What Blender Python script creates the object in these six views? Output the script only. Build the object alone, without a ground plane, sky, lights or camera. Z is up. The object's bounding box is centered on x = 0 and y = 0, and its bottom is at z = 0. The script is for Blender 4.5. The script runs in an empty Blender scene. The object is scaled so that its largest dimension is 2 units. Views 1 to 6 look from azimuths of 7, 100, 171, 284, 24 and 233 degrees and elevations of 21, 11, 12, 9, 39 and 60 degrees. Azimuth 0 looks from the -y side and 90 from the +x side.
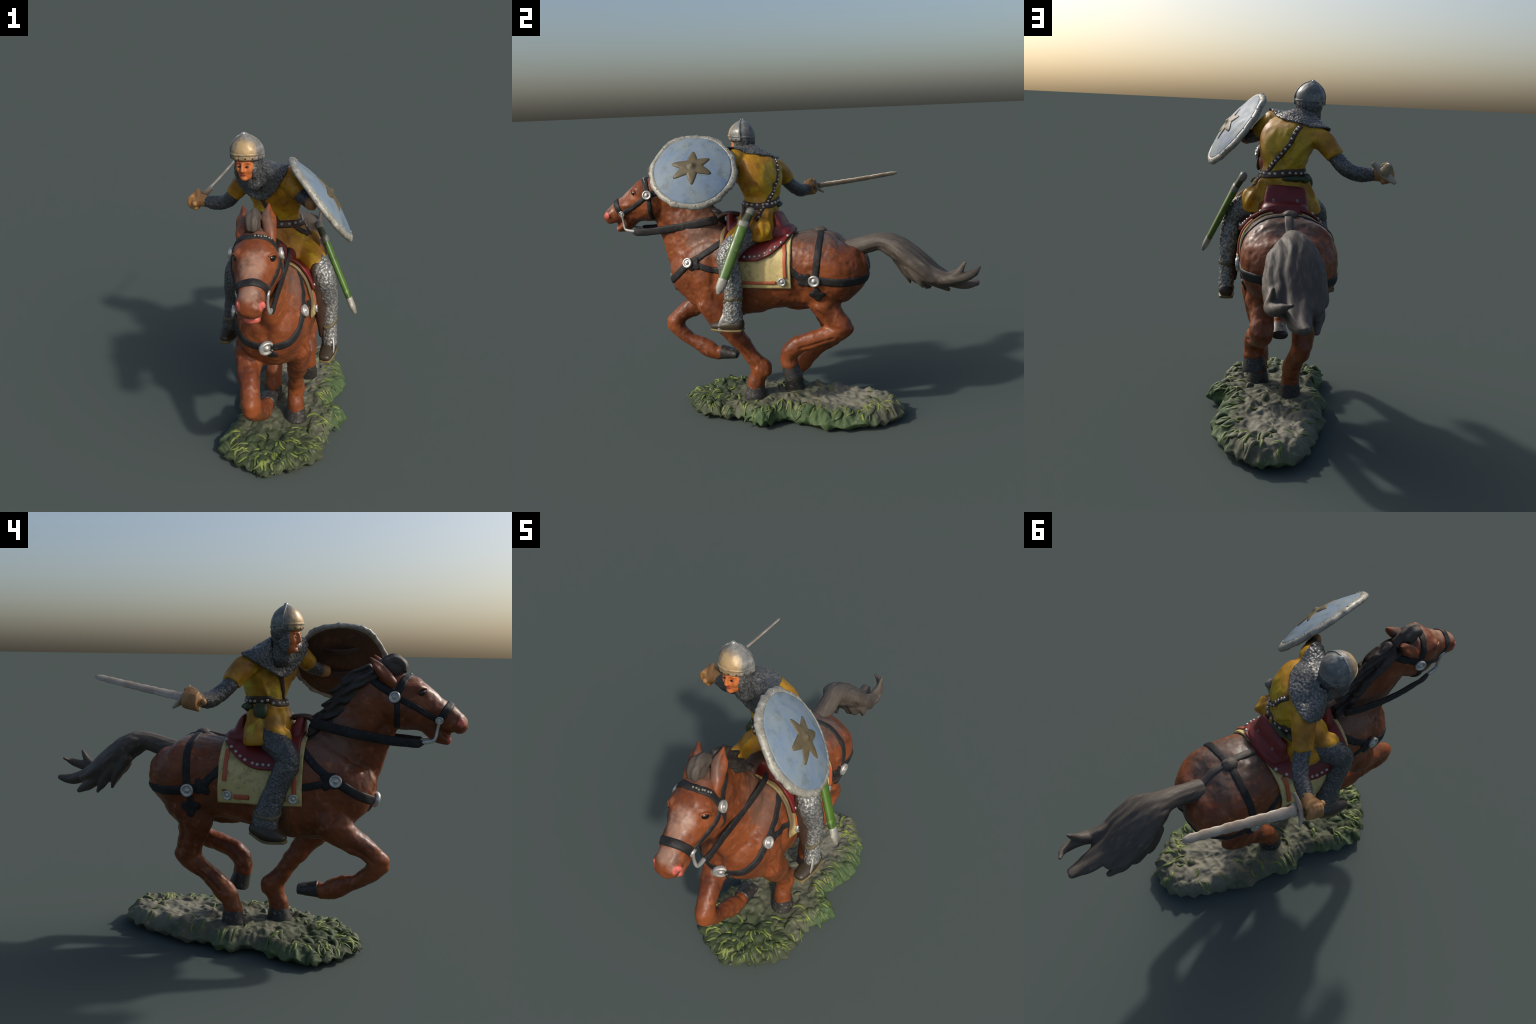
# Painted figurine: a mail-clad rider with sword and round shield on a galloping
# bay horse, standing on a grassy base.  Metres, z up, horse faces -y.
import bpy, bmesh, math, random
import numpy as np
from mathutils import Vector
from mathutils.bvhtree import BVHTree

rng = np.random.default_rng(7)

# ------------------------------------------------------------------ numerics
def catmull(P, sub):
    P = np.asarray(P, float)
    if len(P) < 3 or sub <= 1:
        if sub <= 1:
            return P
        t = np.linspace(0, 1, sub + 1)[:, None]
        return P[0] * (1 - t) + P[1] * t
    E = np.vstack([2 * P[0] - P[1], P, 2 * P[-1] - P[-2]])
    out = []
    for i in range(1, len(E) - 2):
        p0, p1, p2, p3 = E[i - 1], E[i], E[i + 1], E[i + 2]
        for k in range(sub):
            t = k / sub
            out.append(0.5 * ((2 * p1) + (-p0 + p2) * t + (2 * p0 - 5 * p1 + 4 * p2 - p3) * t * t
                              + (-p0 + 3 * p1 - 3 * p2 + p3) * t ** 3))
    out.append(P[-1])
    return np.array(out)

def catmull_closed(P, sub):
    P = np.asarray(P, float)
    n = len(P)
    out = []
    for i in range(n):
        p0, p1, p2, p3 = P[i - 1], P[i], P[(i + 1) % n], P[(i + 2) % n]
        for k in range(sub):
            t = k / sub
            out.append(0.5 * ((2 * p1) + (-p0 + p2) * t + (2 * p0 - 5 * p1 + 4 * p2 - p3) * t * t
                              + (-p0 + 3 * p1 - 3 * p2 + p3) * t ** 3))
    return np.array(out)

def _hash(i):
    i = i.astype(np.int64)
    h = (i[..., 0] * 374761393 + i[..., 1] * 668265263 + i[..., 2] * 2147483647) & 0xffffffff
    h = ((h ^ (h >> 13)) * 1274126177) & 0xffffffff
    h = ((h ^ (h >> 16)) * 2246822519) & 0xffffffff
    return ((h ^ (h >> 15)) & 0xffff) / 65535.0

def vnoise(p):
    """smooth value noise in -1..1"""
    f = np.floor(p); t = p - f; t = t * t * t * (t * (t * 6 - 15) + 10)
    r = 0
    for dx in (0, 1):
        for dy in (0, 1):
            for dz in (0, 1):
                w = (t[:, 0] if dx else 1 - t[:, 0]) * (t[:, 1] if dy else 1 - t[:, 1]) * (t[:, 2] if dz else 1 - t[:, 2])
                r = r + w * _hash(f + np.array([dx, dy, dz]))
    return r * 2 - 1

def fbm(p, scale, octaves=3, seed=0.0):
    a, r, s = 1.0, 0, 0
    q = np.asarray(p) * scale + seed * 17.3
    for _ in range(octaves):
        r = r + a * vnoise(q); s += a; a *= .5; q = q * 2.03 + 11.7
    return r / s

def worley(p, scale):
    """distance to nearest jittered cell point, in cell units"""
    q = np.asarray(p) * scale; f = np.floor(q); best = np.full(len(q), 9.0)
    for dx in (-1, 0, 1):
        for dy in (-1, 0, 1):
            for dz in (-1, 0, 1):
                c = f + np.array([dx, dy, dz])
                j = np.stack([_hash(c), _hash(c + 57), _hash(c + 131)], 1)
                best = np.minimum(best, np.linalg.norm(c + j - q, axis=1))
    return best

# ------------------------------------------------------------------ shape helpers
def loft(stations, ref=(1, 0, 0), n=20, sub=4, power=2.0, flute=None, caps=(True, True), yaw=None, capk=.8):
    """stations: (x,y,z, half lateral, half up[, half down]).  'ref' is the lateral axis;
    'up' is tangent x lateral.  yaw: per-station rotation (deg) of ref about z.  Rounded ends."""
    S = [tuple(s) + ((s[4],) if len(s) == 5 else ()) for s in stations]
    A = np.array(S, float)
    if yaw is not None:
        A = np.column_stack([A, np.radians(np.array(yaw, float))])
    A = catmull(A, sub)
    C = A[:, :3]
    T = np.gradient(C, axis=0); T /= np.linalg.norm(T, axis=1)[:, None]
    R = np.tile(np.array(ref, float), (len(A), 1))
    if yaw is not None:
        c, s = np.cos(A[:, 6]), np.sin(A[:, 6])
        R = np.column_stack([c * R[:, 0] - s * R[:, 1], s * R[:, 0] + c * R[:, 1], R[:, 2]])
    L = R - (R * T).sum(1)[:, None] * T
    L /= np.linalg.norm(L, axis=1)[:, None]
    U = np.cross(T, L)
    rings = []
    rad = np.maximum(A[:, 3:6], .0015)
    def add(i, k, off):
        rings.append((C[i] + T[i] * off, L[i], U[i], rad[i] * k, i))
    if caps[0]:
        r0 = min(rad[0]) * capk
        for a in (80, 55, 28):
            add(0, math.cos(math.radians(a)), -r0 * math.sin(math.radians(a)))
    for i in range(len(A)):
        add(i, 1, 0)
    if caps[1]:
        r1 = min(rad[-1]) * capk
        for a in (28, 55, 80):
            add(-1, math.cos(math.radians(a)), r1 * math.sin(math.radians(a)))
    th = np.linspace(0, 2 * np.pi, n, endpoint=False)
    ct, st = np.cos(th), np.sin(th)
    e = 2.0 / power
    ct, st = np.sign(ct) * np.abs(ct) ** e, np.sign(st) * np.abs(st) ** e
    V = []
    m = len(rings)
    for j, (c, l, u, r, i) in enumerate(rings):
        k = 1.0
        if flute is not None:
            w = math.sin(math.pi * min(1, max(0, j / (m - 1)))) ** .5
            k = 1 + flute[1] * w * np.cos(flute[0] * th + flute[2] * j / m + 1.3 * np.sin(3 * th))
        V.append(c + (ct * r[0] * k)[:, None] * l + (st * np.where(st > 0, r[1], r[2]) * k)[:, None] * u)
    V = np.vstack(V)
    F = []
    for j in range(m - 1):
        for k in range(n):
            k2 = (k + 1) % n
            F.append((j * n + k, j * n + k2, (j + 1) * n + k2, (j + 1) * n + k))
    V = np.vstack([V, rings[0][0], rings[-1][0]])
    a, b = len(V) - 2, len(V) - 1
    for k in range(n):
        k2 = (k + 1) % n
        F.append((a, k2, k))
        F.append((b, (m - 1) * n + k, (m - 1) * n + k2))
    return V, F

def ellipsoid(c, r, rot=None, n=20, m=12):
    th = np.linspace(0, 2 * np.pi, n, endpoint=False); V = []
    for j in range(1, m):
        p = math.pi * j / m
        V.append(np.column_stack([np.cos(th) * math.sin(p), np.sin(th) * math.sin(p), np.full(n, math.cos(p))]))
    V = np.vstack(V + [[[0, 0, 1]], [[0, 0, -1]]]) * np.array(r)
    if rot is not None:
        V = V @ np.array(rot).T
    V = V + np.array(c)
    F = []
    for j in range(m - 2):
        for k in range(n):
            k2 = (k + 1) % n
            F.append((j * n + k, (j + 1) * n + k, (j + 1) * n + k2, j * n + k2))
    a, b = len(V) - 2, len(V) - 1
    for k in range(n):
        k2 = (k + 1) % n
        F.append((a, k, k2)); F.append((b, (m - 2) * n + k2, (m - 2) * n + k))
    return V, F

def join(parts):
    V, F, o = [], [], 0
    for v, f in parts:
        V.append(np.asarray(v)); F += [tuple(i + o for i in q) for q in f]; o += len(v)
    return np.vstack(V), F

def frame(nrm, up=(0, 0, 1)):
    n = np.array(nrm, float); n /= np.linalg.norm(n)
    u = np.array(up, float); u -= (u @ n) * n
    if np.linalg.norm(u) < 1e-4:
        u = np.array([0, 1.0, 0]) - n[1] * n
    u /= np.linalg.norm(u)
    return np.column_stack([np.cross(u, n), u, n])      # columns: side, up, normal

def lathe(profile, c, nrm, n=28, up=(0, 0, 1)):
    """profile of (radius, height along normal)"""
    M = frame(nrm, up); th = np.linspace(0, 2 * np.pi, n, endpoint=False); V = []
    for r, h in profile:
        r = max(r, 1e-5)
        V.append(np.column_stack([np.cos(th) * r, np.sin(th) * r, np.full(n, h)]))
    V = np.vstack(V) @ M.T + np.array(c); F = []
    m = len(profile)
    for j in range(m - 1):
        for k in range(n):
            k2 = (k + 1) % n
            F.append((j * n + k, j * n + k2, (j + 1) * n + k2, (j + 1) * n + k))
    F.append(tuple(reversed(range(n)))); F.append(tuple(range((m - 1) * n, m * n)))
    return V, F

def make_mesh(name, V, F):
    me = bpy.data.meshes.new(name)
    me.from_pydata([tuple(map(float, v)) for v in V], [], [tuple(map(int, f)) for f in F])
    me.update()
    return me

def arrays(me):
    V = np.empty(len(me.vertices) * 3); me.vertices.foreach_get('co', V)
    return V.reshape(-1, 3), [tuple(p.vertices) for p in me.polygons]

def remesh(parts, voxel):
    V, F = join(parts)
    me = make_mesh('helper', V, F)
    bm = bmesh.new(); bm.from_mesh(me)
    bmesh.ops.recalc_face_normals(bm, faces=bm.faces[:]); bm.to_mesh(me); bm.free()
    ob = bpy.data.objects.new('helper', me); bpy.context.scene.collection.objects.link(ob)
    md = ob.modifiers.new('r', 'REMESH'); md.mode = 'VOXEL'; md.voxel_size = voxel; md.adaptivity = 0
    dg = bpy.context.evaluated_depsgraph_get()
    me2 = bpy.data.meshes.new_from_object(ob.evaluated_get(dg))
    V, F = arrays(me2)
    bpy.data.objects.remove(ob); bpy.data.meshes.remove(me); bpy.data.meshes.remove(me2)
    return V, F

def edges_of(F):
    Q = np.array([f if len(f) == 4 else (f[0], f[1], f[2], f[2]) for f in F])
    E = np.vstack([Q[:, [0, 1]], Q[:, [1, 2]], Q[:, [2, 3]], Q[:, [3, 0]]])
    E = E[E[:, 0] != E[:, 1]]
    return np.unique(np.sort(E, 1), axis=0)

def smooth(V, F, it, lam=.5, weight=None, taubin=False):
    E = edges_of(F); n = len(V)
    deg = np.bincount(E.ravel(), minlength=n).astype(float)[:, None]; deg[deg == 0] = 1
    w = 1.0 if weight is None else weight[:, None]
    for k in range(it):
        for l in ((lam, -lam * 1.03) if taubin else (lam,)):
            S = np.zeros_like(V)
            for d in range(3):
                S[:, d] = (np.bincount(E[:, 0], V[E[:, 1], d], n) + np.bincount(E[:, 1], V[E[:, 0], d], n))
            V = V + l * w * (S / deg - V)
    return V

def normals(V, F):
    Q = np.array([f if len(f) == 4 else (f[0], f[1], f[2], f[2]) for f in F if len(f) <= 4])
    N = np.cross(V[Q[:, 2]] - V[Q[:, 0]], V[Q[:, 3]] - V[Q[:, 1]])
    R = np.zeros_like(V)
    for k in range(4):
        for d in range(3):
            R[:, d] += np.bincount(Q[:, k], N[:, d], len(V))
    return R / (np.linalg.norm(R, axis=1)[:, None] + 1e-12)

def bumps(V, F, L):
    """soft sculpted muscles and hollows: (centre, (rx,ry,rz), amplitude)"""
    N = normals(V, F); D = np.zeros(len(V))
    for c, r, a in L:
        d = ((V - np.array(c)) / np.array(r)) ** 2
        D += a * np.exp(-d.sum(1))
    return V + N * D[:, None]

def crease(V, F, L):
    """grooves or cords along polylines: (points, half width, amplitude)"""
    N = normals(V, F); D = np.zeros(len(V))
    for pts, w, a in L:
        P = catmull(pts, 6); best = np.full(len(V), 9.0)
        for i in range(len(P) - 1):
            ab = P[i + 1] - P[i]
            t = np.clip(((V - P[i]) @ ab) / (ab @ ab + 1e-12), 0, 1)
            best = np.minimum(best, np.linalg.norm(V - P[i] - t[:, None] * ab, axis=1))
        D += a * np.exp(-(best / w) ** 2)
    return V + N * D[:, None]

def bvh_of(V, F):
    return BVHTree.FromPolygons([Vector(v) for v in V], F)

# ------------------------------------------------------------------ objects
ROOT = bpy.data.objects.new('mounted_knight_figurine', None)
bpy.context.scene.collection.objects.link(ROOT)
ROOT['label'] = 'painted toy knight with sword and shield on galloping brown horse'
ROOT['category'] = 'figurine'

def add(name, VF, mat, parent=None, stuff=False, flat=False):
    V, F = VF
    me = make_mesh(name, V, F)
    bm = bmesh.new(); bm.from_mesh(me)
    bmesh.ops.recalc_face_normals(bm, faces=bm.faces[:]); bm.to_mesh(me); bm.free()
    if not flat:
        me.polygons.foreach_set('use_smooth', [True] * len(me.polygons))
    for m in (mat if isinstance(mat, (list, tuple)) else [mat]):
        me.materials.append(m)
    ob = bpy.data.objects.new(name, me)
    bpy.context.scene.collection.objects.link(ob)
    ob.parent = parent or ROOT
    if stuff:
        ob['kind'] = 'stuff'
    return ob

def split(V, F, label, names, mats, parent=None):
    """one smooth surface separated into named regions; normals shared over the borders"""
    N = normals(V, F)
    Fa = F; cen = np.array([V[list(f)].mean(0) for f in Fa])
    lab = label(cen); out = {}
    for k, nm in names.items():
        idx = [i for i in range(len(Fa)) if lab[i] == k]
        if not idx:
            continue
        used = np.unique(np.concatenate([Fa[i] for i in idx])); mp = {int(u): j for j, u in enumerate(used)}
        me = make_mesh(nm, V[used], [tuple(mp[int(v)] for v in Fa[i]) for i in idx])
        me.polygons.foreach_set('use_smooth', [True] * len(me.polygons))
        me.normals_split_custom_set_from_vertices([tuple(map(float, N[u])) for u in used])
        me.materials.append(mats[k] if isinstance(mats, dict) else mats)
        ob = bpy.data.objects.new(nm, me); bpy.context.scene.collection.objects.link(ob)
        ob.parent = parent or ROOT; out[k] = ob
    return out

def ribbon(path, bvh, width, thick, sub=6, closed=False, lift=0.0, n_side=4):
    """strap of real thickness lying on a surface"""
    P = catmull_closed(path, sub) if closed else catmull(path, sub)
    Q, NN = [], []
    for p in P:
        loc, nr, _, _ = bvh.find_nearest(Vector(p)); Q.append(np.array(loc)); NN.append(np.array(nr))
    Q, NN = np.array(Q), np.array(NN)
    for _ in range(3):
        if closed:
            Q = .5 * Q + .25 * (np.roll(Q, 1, 0) + np.roll(Q, -1, 0)); NN = .5 * NN + .25 * (np.roll(NN, 1, 0) + np.roll(NN, -1, 0))
        else:
            q = Q.copy(); q[1:-1] = .5 * Q[1:-1] + .25 * (Q[:-2] + Q[2:]); Q = q
            m = NN.copy(); m[1:-1] = .5 * NN[1:-1] + .25 * (NN[:-2] + NN[2:]); NN = m
    T = (np.roll(Q, -1, 0) - np.roll(Q, 1, 0)) if closed else np.gradient(Q, axis=0)
    T /= np.linalg.norm(T, axis=1)[:, None] + 1e-9
    s = np.linspace(-1, 1, 2 * n_side + 1); m = len(Q); sec = 2 * len(s); V = np.zeros((m, sec, 3))
    w = width if hasattr(width, '__len__') else [width] * m
    w = np.interp(np.linspace(0, 1, m), np.linspace(0, 1, len(w)), w)
    for i in range(m):
        b = np.cross(NN[i], T[i]); b /= np.linalg.norm(b) + 1e-9
        for j, a in enumerate(s):
            p = Q[i] + b * (a * w[i] * .5)
            loc, nr, _, _ = bvh.find_nearest(Vector(p)); loc, nr = np.array(loc), np.array(nr)
            nr = nr * .4 + NN[i] * .6; nr /= np.linalg.norm(nr)
            prof = thick * (1 - .55 * abs(a) ** 6) * (1 - .12 * abs(a) ** 2)
            V[i, j] = loc + nr * (lift + prof)
            V[i, sec - 1 - j] = loc + nr * (lift - .006)
    V = V.reshape(-1, 3); F = []
    for i in range(m if closed else m - 1):
        i2 = (i + 1) % m
        for j in range(sec):
            j2 = (j + 1) % sec
            F.append((i * sec + j, i * sec + j2, i2 * sec + j2, i2 * sec + j))
    if not closed:
        F.append(tuple(reversed(range(sec)))); F.append(tuple(range((m - 1) * sec, m * sec)))
    return V, F

def surface_pt(bvh, p):
    loc, nr, _, _ = bvh.find_nearest(Vector(p))
    return np.array(loc), np.array(nr)

def drape(bvh, y0, y1, zbot_l, zbot_r, off, thick, ny=40, nt=72, cx=lambda y: .048 + .05 * y, cz=.80, cap_z=None):
    """sheet hung over the barrel between y0 and y1, down to zbot(y) on each side"""
    ys = np.linspace(y0, y1, ny); O = np.zeros((ny, nt, 3)); I = np.zeros((ny, nt, 3))
    angs = np.radians(np.linspace(-150, 150, 121))
    for i, y in enumerate(ys):
        pts, nrs = [], []
        for a in angs:
            d = Vector((math.sin(a), 0, math.cos(a))); o = Vector((cx(y), y, cz)) + d * .8
            h = bvh.ray_cast(o, -d)
            if h[0] is None:
                pts.append(np.array(o - d * .65)); nrs.append(np.array(d))
            else:
                pts.append(np.array(h[0])); nrs.append(np.array(h[1]))
        pts, nrs = np.array(pts), np.array(nrs)
        for _ in range(6):
            pts[1:-1] = .5 * pts[1:-1] + .25 * (pts[:-2] + pts[2:]); nrs[1:-1] = .5 * nrs[1:-1] + .25 * (nrs[:-2] + nrs[2:])
        nrs /= np.linalg.norm(nrs, axis=1)[:, None]
        mid = 60
        kr = next((k for k in range(mid, 0, -1) if pts[k, 2] < zbot_r(y)), 0)
        kl = next((k for k in range(mid, 120) if pts[k, 2] < zbot_l(y)), 120)
        fr = kr + (zbot_r(y) - pts[kr, 2]) / (pts[kr + 1, 2] - pts[kr, 2] + 1e-9)
        fl = kl - (zbot_l(y) - pts[kl, 2]) / (pts[kl - 1, 2] - pts[kl, 2] + 1e-9)
        fs = np.linspace(fr, fl, nt)
        for d in range(3):
            p = np.interp(fs, np.arange(121), pts[:, d]); q = np.interp(fs, np.arange(121), nrs[:, d])
            O[i, :, d] = p + q * (off + thick); I[i, :, d] = p + q * off
    G = O.copy()
    V = np.vstack([O.reshape(-1, 3), I.reshape(-1, 3)]); b = ny * nt; F = []
    for i in range(ny - 1):
        for j in range(nt - 1):
            q = (i * nt + j, i * nt + j + 1, (i + 1) * nt + j + 1, (i + 1) * nt + j)
            F.append(q); F.append(tuple(b + k for k in reversed(q)))
    def wall(l):
        for k in range(len(l) - 1):
            F.append((l[k], l[k + 1], b + l[k + 1], b + l[k]))
    wall([j for j in range(nt)]); wall([(ny - 1) * nt + j for j in range(nt)])
    wall([i * nt for i in range(ny)]); wall([i * nt + nt - 1 for i in range(ny)])
    return (V, F), G

def stud(c, nrm, r, h=None, n=12):
    h = h or r * .8
    return lathe([(r, -r * .5), (r, 0), (r * .85, h * .5), (r * .5, h * .88), (.0001, h)], c, nrm, n)

def rosette(c, nrm, r):
    """cast metal boss: outer bead ring, inner hollow and centre knob"""
    return lathe([(r * .9, -.012), (r, .0), (r, r * .22), (r * .9, r * .36), (r * .72, r * .34), (r * .6, r * .18),
                  (r * .42, r * .16), (r * .34, r * .34), (r * .2, r * .46), (.0001, r * .48)], c, nrm, 26)

# ------------------------------------------------------------------ materials
def material(name, base, second=None, scale=9., amount=.5, third=None, scale3=40., rough=.5, metal=0., spec=.4,
             bump=.0, bump_scale=120., patches=(), detail=4., stretch=None, voro=None, coat=0., random_amount=0., grime=None):
    """layered paint: base colour, broad noise patches of 'second', fine flecks of 'third',
    and airbrushed zones 'patches' = (centre, radii, colour, strength)."""
    m = bpy.data.materials.new(name); m.use_nodes = True
    nt = m.node_tree; N, Lk = nt.nodes, nt.links
    b = N['Principled BSDF']
    tc = N.new('ShaderNodeTexCoord'); co = tc.outputs['Object']
    mp = None
    if stretch:
        mp = N.new('ShaderNodeMapping'); mp.inputs['Scale'].default_value = stretch; Lk.new(co, mp.inputs[0]); cs = mp.outputs[0]
    else:
        cs = co
    def noise(sc, det=detail, rgh=.55):
        t = N.new('ShaderNodeTexNoise'); t.inputs['Scale'].default_value = sc; t.inputs['Detail'].default_value = det
        t.inputs['Roughness'].default_value = rgh; Lk.new(cs, t.inputs['Vector']); return t.outputs['Fac']
    def ramp(src, lo, hi):
        r = N.new('ShaderNodeMapRange'); r.interpolation_type = 'SMOOTHSTEP'
        r.inputs['From Min'].default_value = lo; r.inputs['From Max'].default_value = hi; Lk.new(src, r.inputs['Value']); return r.outputs[0]
    def mix(f, a, c, k=1.0):
        x = N.new('ShaderNodeMix'); x.data_type = 'RGBA'
        if k != 1.0:
            mu = N.new('ShaderNodeMath'); mu.operation = 'MULTIPLY'; mu.inputs[1].default_value = k; Lk.new(f, mu.inputs[0]); f = mu.outputs[0]
        Lk.new(f, x.inputs['Factor'])
        for s, v in ((x.inputs['A'], a), (x.inputs['B'], c)):
            if isinstance(v, (tuple, list)):
                s.default_value = (*v, 1)
            else:
                Lk.new(v, s)
        return x.outputs['Result']
    col = base
    if second:
        col = mix(ramp(noise(scale), .5 - .22, .5 + .22), base, second, amount)
    for p in patches:
        c, r, pc, k = p[:4]
        s1 = N.new('ShaderNodeVectorMath'); s1.operation = 'SUBTRACT'; s1.inputs[1].default_value = c; Lk.new(co, s1.inputs[0])
        s2 = N.new('ShaderNodeVectorMath'); s2.operation = 'DIVIDE'; s2.inputs[1].default_value = r; Lk.new(s1.outputs[0], s2.inputs[0])
        s3 = N.new('ShaderNodeVectorMath'); s3.operation = 'LENGTH'; Lk.new(s2.outputs[0], s3.inputs[0])
        ad = N.new('ShaderNodeMath'); ad.operation = 'MULTIPLY_ADD'; ad.inputs[1].default_value = p[4] if len(p) > 4 else .9
        Lk.new(noise(p[5] if len(p) > 5 else 28., 5., .65), ad.inputs[0]); Lk.new(s3.outputs['Value'], ad.inputs[2])
        e = p[4] if len(p) > 4 else .9
        lo = p[6] if len(p) > 6 else .45
        f = ramp(ad.outputs[0], 1.0 + e * .5, lo + e * .5)
        col = mix(f, col, pc, k)
    if third:
        col = mix(ramp(noise(scale3, 3., .6), .56, .72), col, third, .55)
    if grime:
        col = mix(ramp(noise(grime[2], 6., .7), .50, .68), col, grime[0], grime[1])
    if voro:
        v = N.new('ShaderNodeTexVoronoi'); v.inputs['Scale'].default_value = voro[0]; Lk.new(co, v.inputs['Vector'])
        col = mix(ramp(v.outputs['Distance'], .15, .75), col, voro[1], voro[2])
    if random_amount:
        oi = N.new('ShaderNodeObjectInfo'); hs = N.new('ShaderNodeHueSaturation')
        r = N.new('ShaderNodeMapRange'); r.inputs['To Min'].default_value = 1 - random_amount; r.inputs['To Max'].default_value = 1 + random_amount
        Lk.new(oi.outputs['Random'], r.inputs['Value']); Lk.new(r.outputs[0], hs.inputs['Value'])
        if isinstance(col, (tuple, list)):
            hs.inputs['Color'].default_value = (*col, 1)
        else:
            Lk.new(col, hs.inputs['Color'])
        col = hs.outputs[0]
    if isinstance(col, (tuple, list)):
        b.inputs['Base Color'].default_value = (*col, 1)
    else:
        Lk.new(col, b.inputs['Base Color'])
    b.inputs['Metallic'].default_value = metal
    b.inputs['Specular IOR Level'].default_value = spec
    b.inputs['Coat Weight'].default_value = coat
    b.inputs['Coat Roughness'].default_value = .25
    rr = N.new('ShaderNodeMapRange'); rr.inputs['To Min'].default_value = max(.05, rough - .12); rr.inputs['To Max'].default_value = min(1, rough + .15)
    Lk.new(noise(30.), rr.inputs['Value']); Lk.new(rr.outputs[0], b.inputs['Roughness'])
    if bump:
        bp = N.new('ShaderNodeBump'); bp.inputs['Strength'].default_value = bump; bp.inputs['Distance'].default_value = .004
        if voro:
            v2 = N.new('ShaderNodeTexVoronoi'); v2.inputs['Scale'].default_value = voro[0]; Lk.new(co, v2.inputs['Vector'])
            iv = N.new('ShaderNodeMath'); iv.operation = 'SUBTRACT'; iv.inputs[0].default_value = 1; Lk.new(v2.outputs['Distance'], iv.inputs[1])
            Lk.new(iv.outputs[0], bp.inputs['Height'])
        else:
            Lk.new(noise(bump_scale, 4., .6), bp.inputs['Height'])
        Lk.new(bp.outputs[0], b.inputs['Normal'])
    return m

HORSE = (.215, .060, .0185)
DUST = (.115, .078, .06)
horse_patches = [
    ((.07, .22, 1.03), (.28, .36, .20), (.10, .075, .060), .92),      # dusty croup
    ((.055, -.10, 1.0), (.22, .27, .15), (.08, .055, .044), .85),        # back round the saddle
    ((.02, -.41, .97), (.24, .18, .22), (.15, .085, .06), .8),      # withers and shoulder
    ((.0, -.90, 1.20), (.07, .14, .07), (.29, .18, .13), .7),        # pale grey nose bridge
    ((.0, -.965, 1.125), (.06, .05, .045), (.24, .15, .11), .8),       # grey muzzle
    ((.0, -.70, 1.30), (.10, .09, .06), (.17, .10, .075), .6),
    ((.0, -.66, 1.33), (.09, .07, .08), (.11, .075, .06), .85),      # poll
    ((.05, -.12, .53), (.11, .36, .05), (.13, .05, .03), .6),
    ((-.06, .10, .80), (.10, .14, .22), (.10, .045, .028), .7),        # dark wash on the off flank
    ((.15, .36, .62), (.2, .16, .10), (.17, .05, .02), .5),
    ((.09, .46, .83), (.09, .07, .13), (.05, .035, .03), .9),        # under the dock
    ((0, -.945, 1.008), (.055, .04, .026), (.60, .13, .11), .8, .3),   # pink lips
    ((.05, -.985, 1.085), (.020, .026, .030), (.60, .14, .12), .75, .3), ((-.05, -.985, 1.085), (.020, .026, .030), (.60, .14, .12), .75, .3),
]
M_HORSE = material('bay_coat_paint', HORSE, (.095, .025, .010), 6.5, .8, third=(.33, .118, .052), scale3=24, grime=((.055, .018, .010), .55, 11.), rough=.40, spec=.28,  # third: light flecks painted on as small highlights over the lumpy coat
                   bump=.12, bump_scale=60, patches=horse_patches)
M_HOOF = material('black_hoof_paint', (.018, .017, .016), (.04, .036, .033), 20, .6, third=(.2, .19, .18), scale3=75, rough=.45, bump=.2)
M_HAIR = material('grey_brown_hair_paint', (.047, .037, .030), (.088, .073, .058), 8, .8, third=(.15, .132, .105), scale3=30, rough=.6, stretch=(2.6, .45, .8),
                  bump=.35, bump_scale=50)
M_MANE = material('dark_mane_paint', (.022, .018, .016), (.05, .040, .034), 14, .7, rough=.55, bump=.35, bump_scale=60)
M_PINK = material('pink_muzzle_paint', (.62, .14, .12), (.45, .09, .06), 20, .6, rough=.4)
M_EYE = material('black_eye_paint', (.006, .005, .005), rough=.15, spec=.7)
M_STRAP = material('black_leather_paint', (.013, .013, .014), (.03, .029, .028), 18, .6, third=(.055, .052, .047), scale3=55, rough=.55, spec=.2, bump=.25, bump_scale=90)
M_BROWN = material('brown_leather_paint', (.06, .032, .02), (.025, .016, .013), 20, .7, rough=.5, bump=.2)
M_SILVER = material('silver_paint', (.55, .54, .5), (.25, .25, .24), 40, .6, rough=.34, metal=.55, spec=.6, bump=.2, bump_scale=80)
M_BELTSTUD = material('stud_silver_paint', (.46, .44, .40), (.22, .2, .18), 90, .6, rough=.35, metal=.5)
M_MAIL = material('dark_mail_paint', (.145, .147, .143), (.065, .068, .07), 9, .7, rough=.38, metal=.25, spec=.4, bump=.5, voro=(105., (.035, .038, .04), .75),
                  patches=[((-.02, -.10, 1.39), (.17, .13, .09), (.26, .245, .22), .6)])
M_MAILPALE = material('mail_paint_lightened_for_sun', (.42, .42, .39), (.16, .165, .165), 9, .7, rough=.36, metal=.3, bump=.8, voro=(85., (.06, .065, .07), .75))  # mail colour raised for the left leg, baking in its white sun highlights
M_TUNIC = material('ochre_cloth_paint', (.49, .26, .008), (.22, .075, .005), 9, .8, third=(.54, .45, .02), scale3=13, grime=((.13, .055, .008), .6, 15.), rough=.48, bump=.12, bump_scale=40,
                   patches=[((.05, -.03, 1.25), (.2, .10, .18), (.50, .36, .012), .5, 1.2, 12.)])
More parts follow.
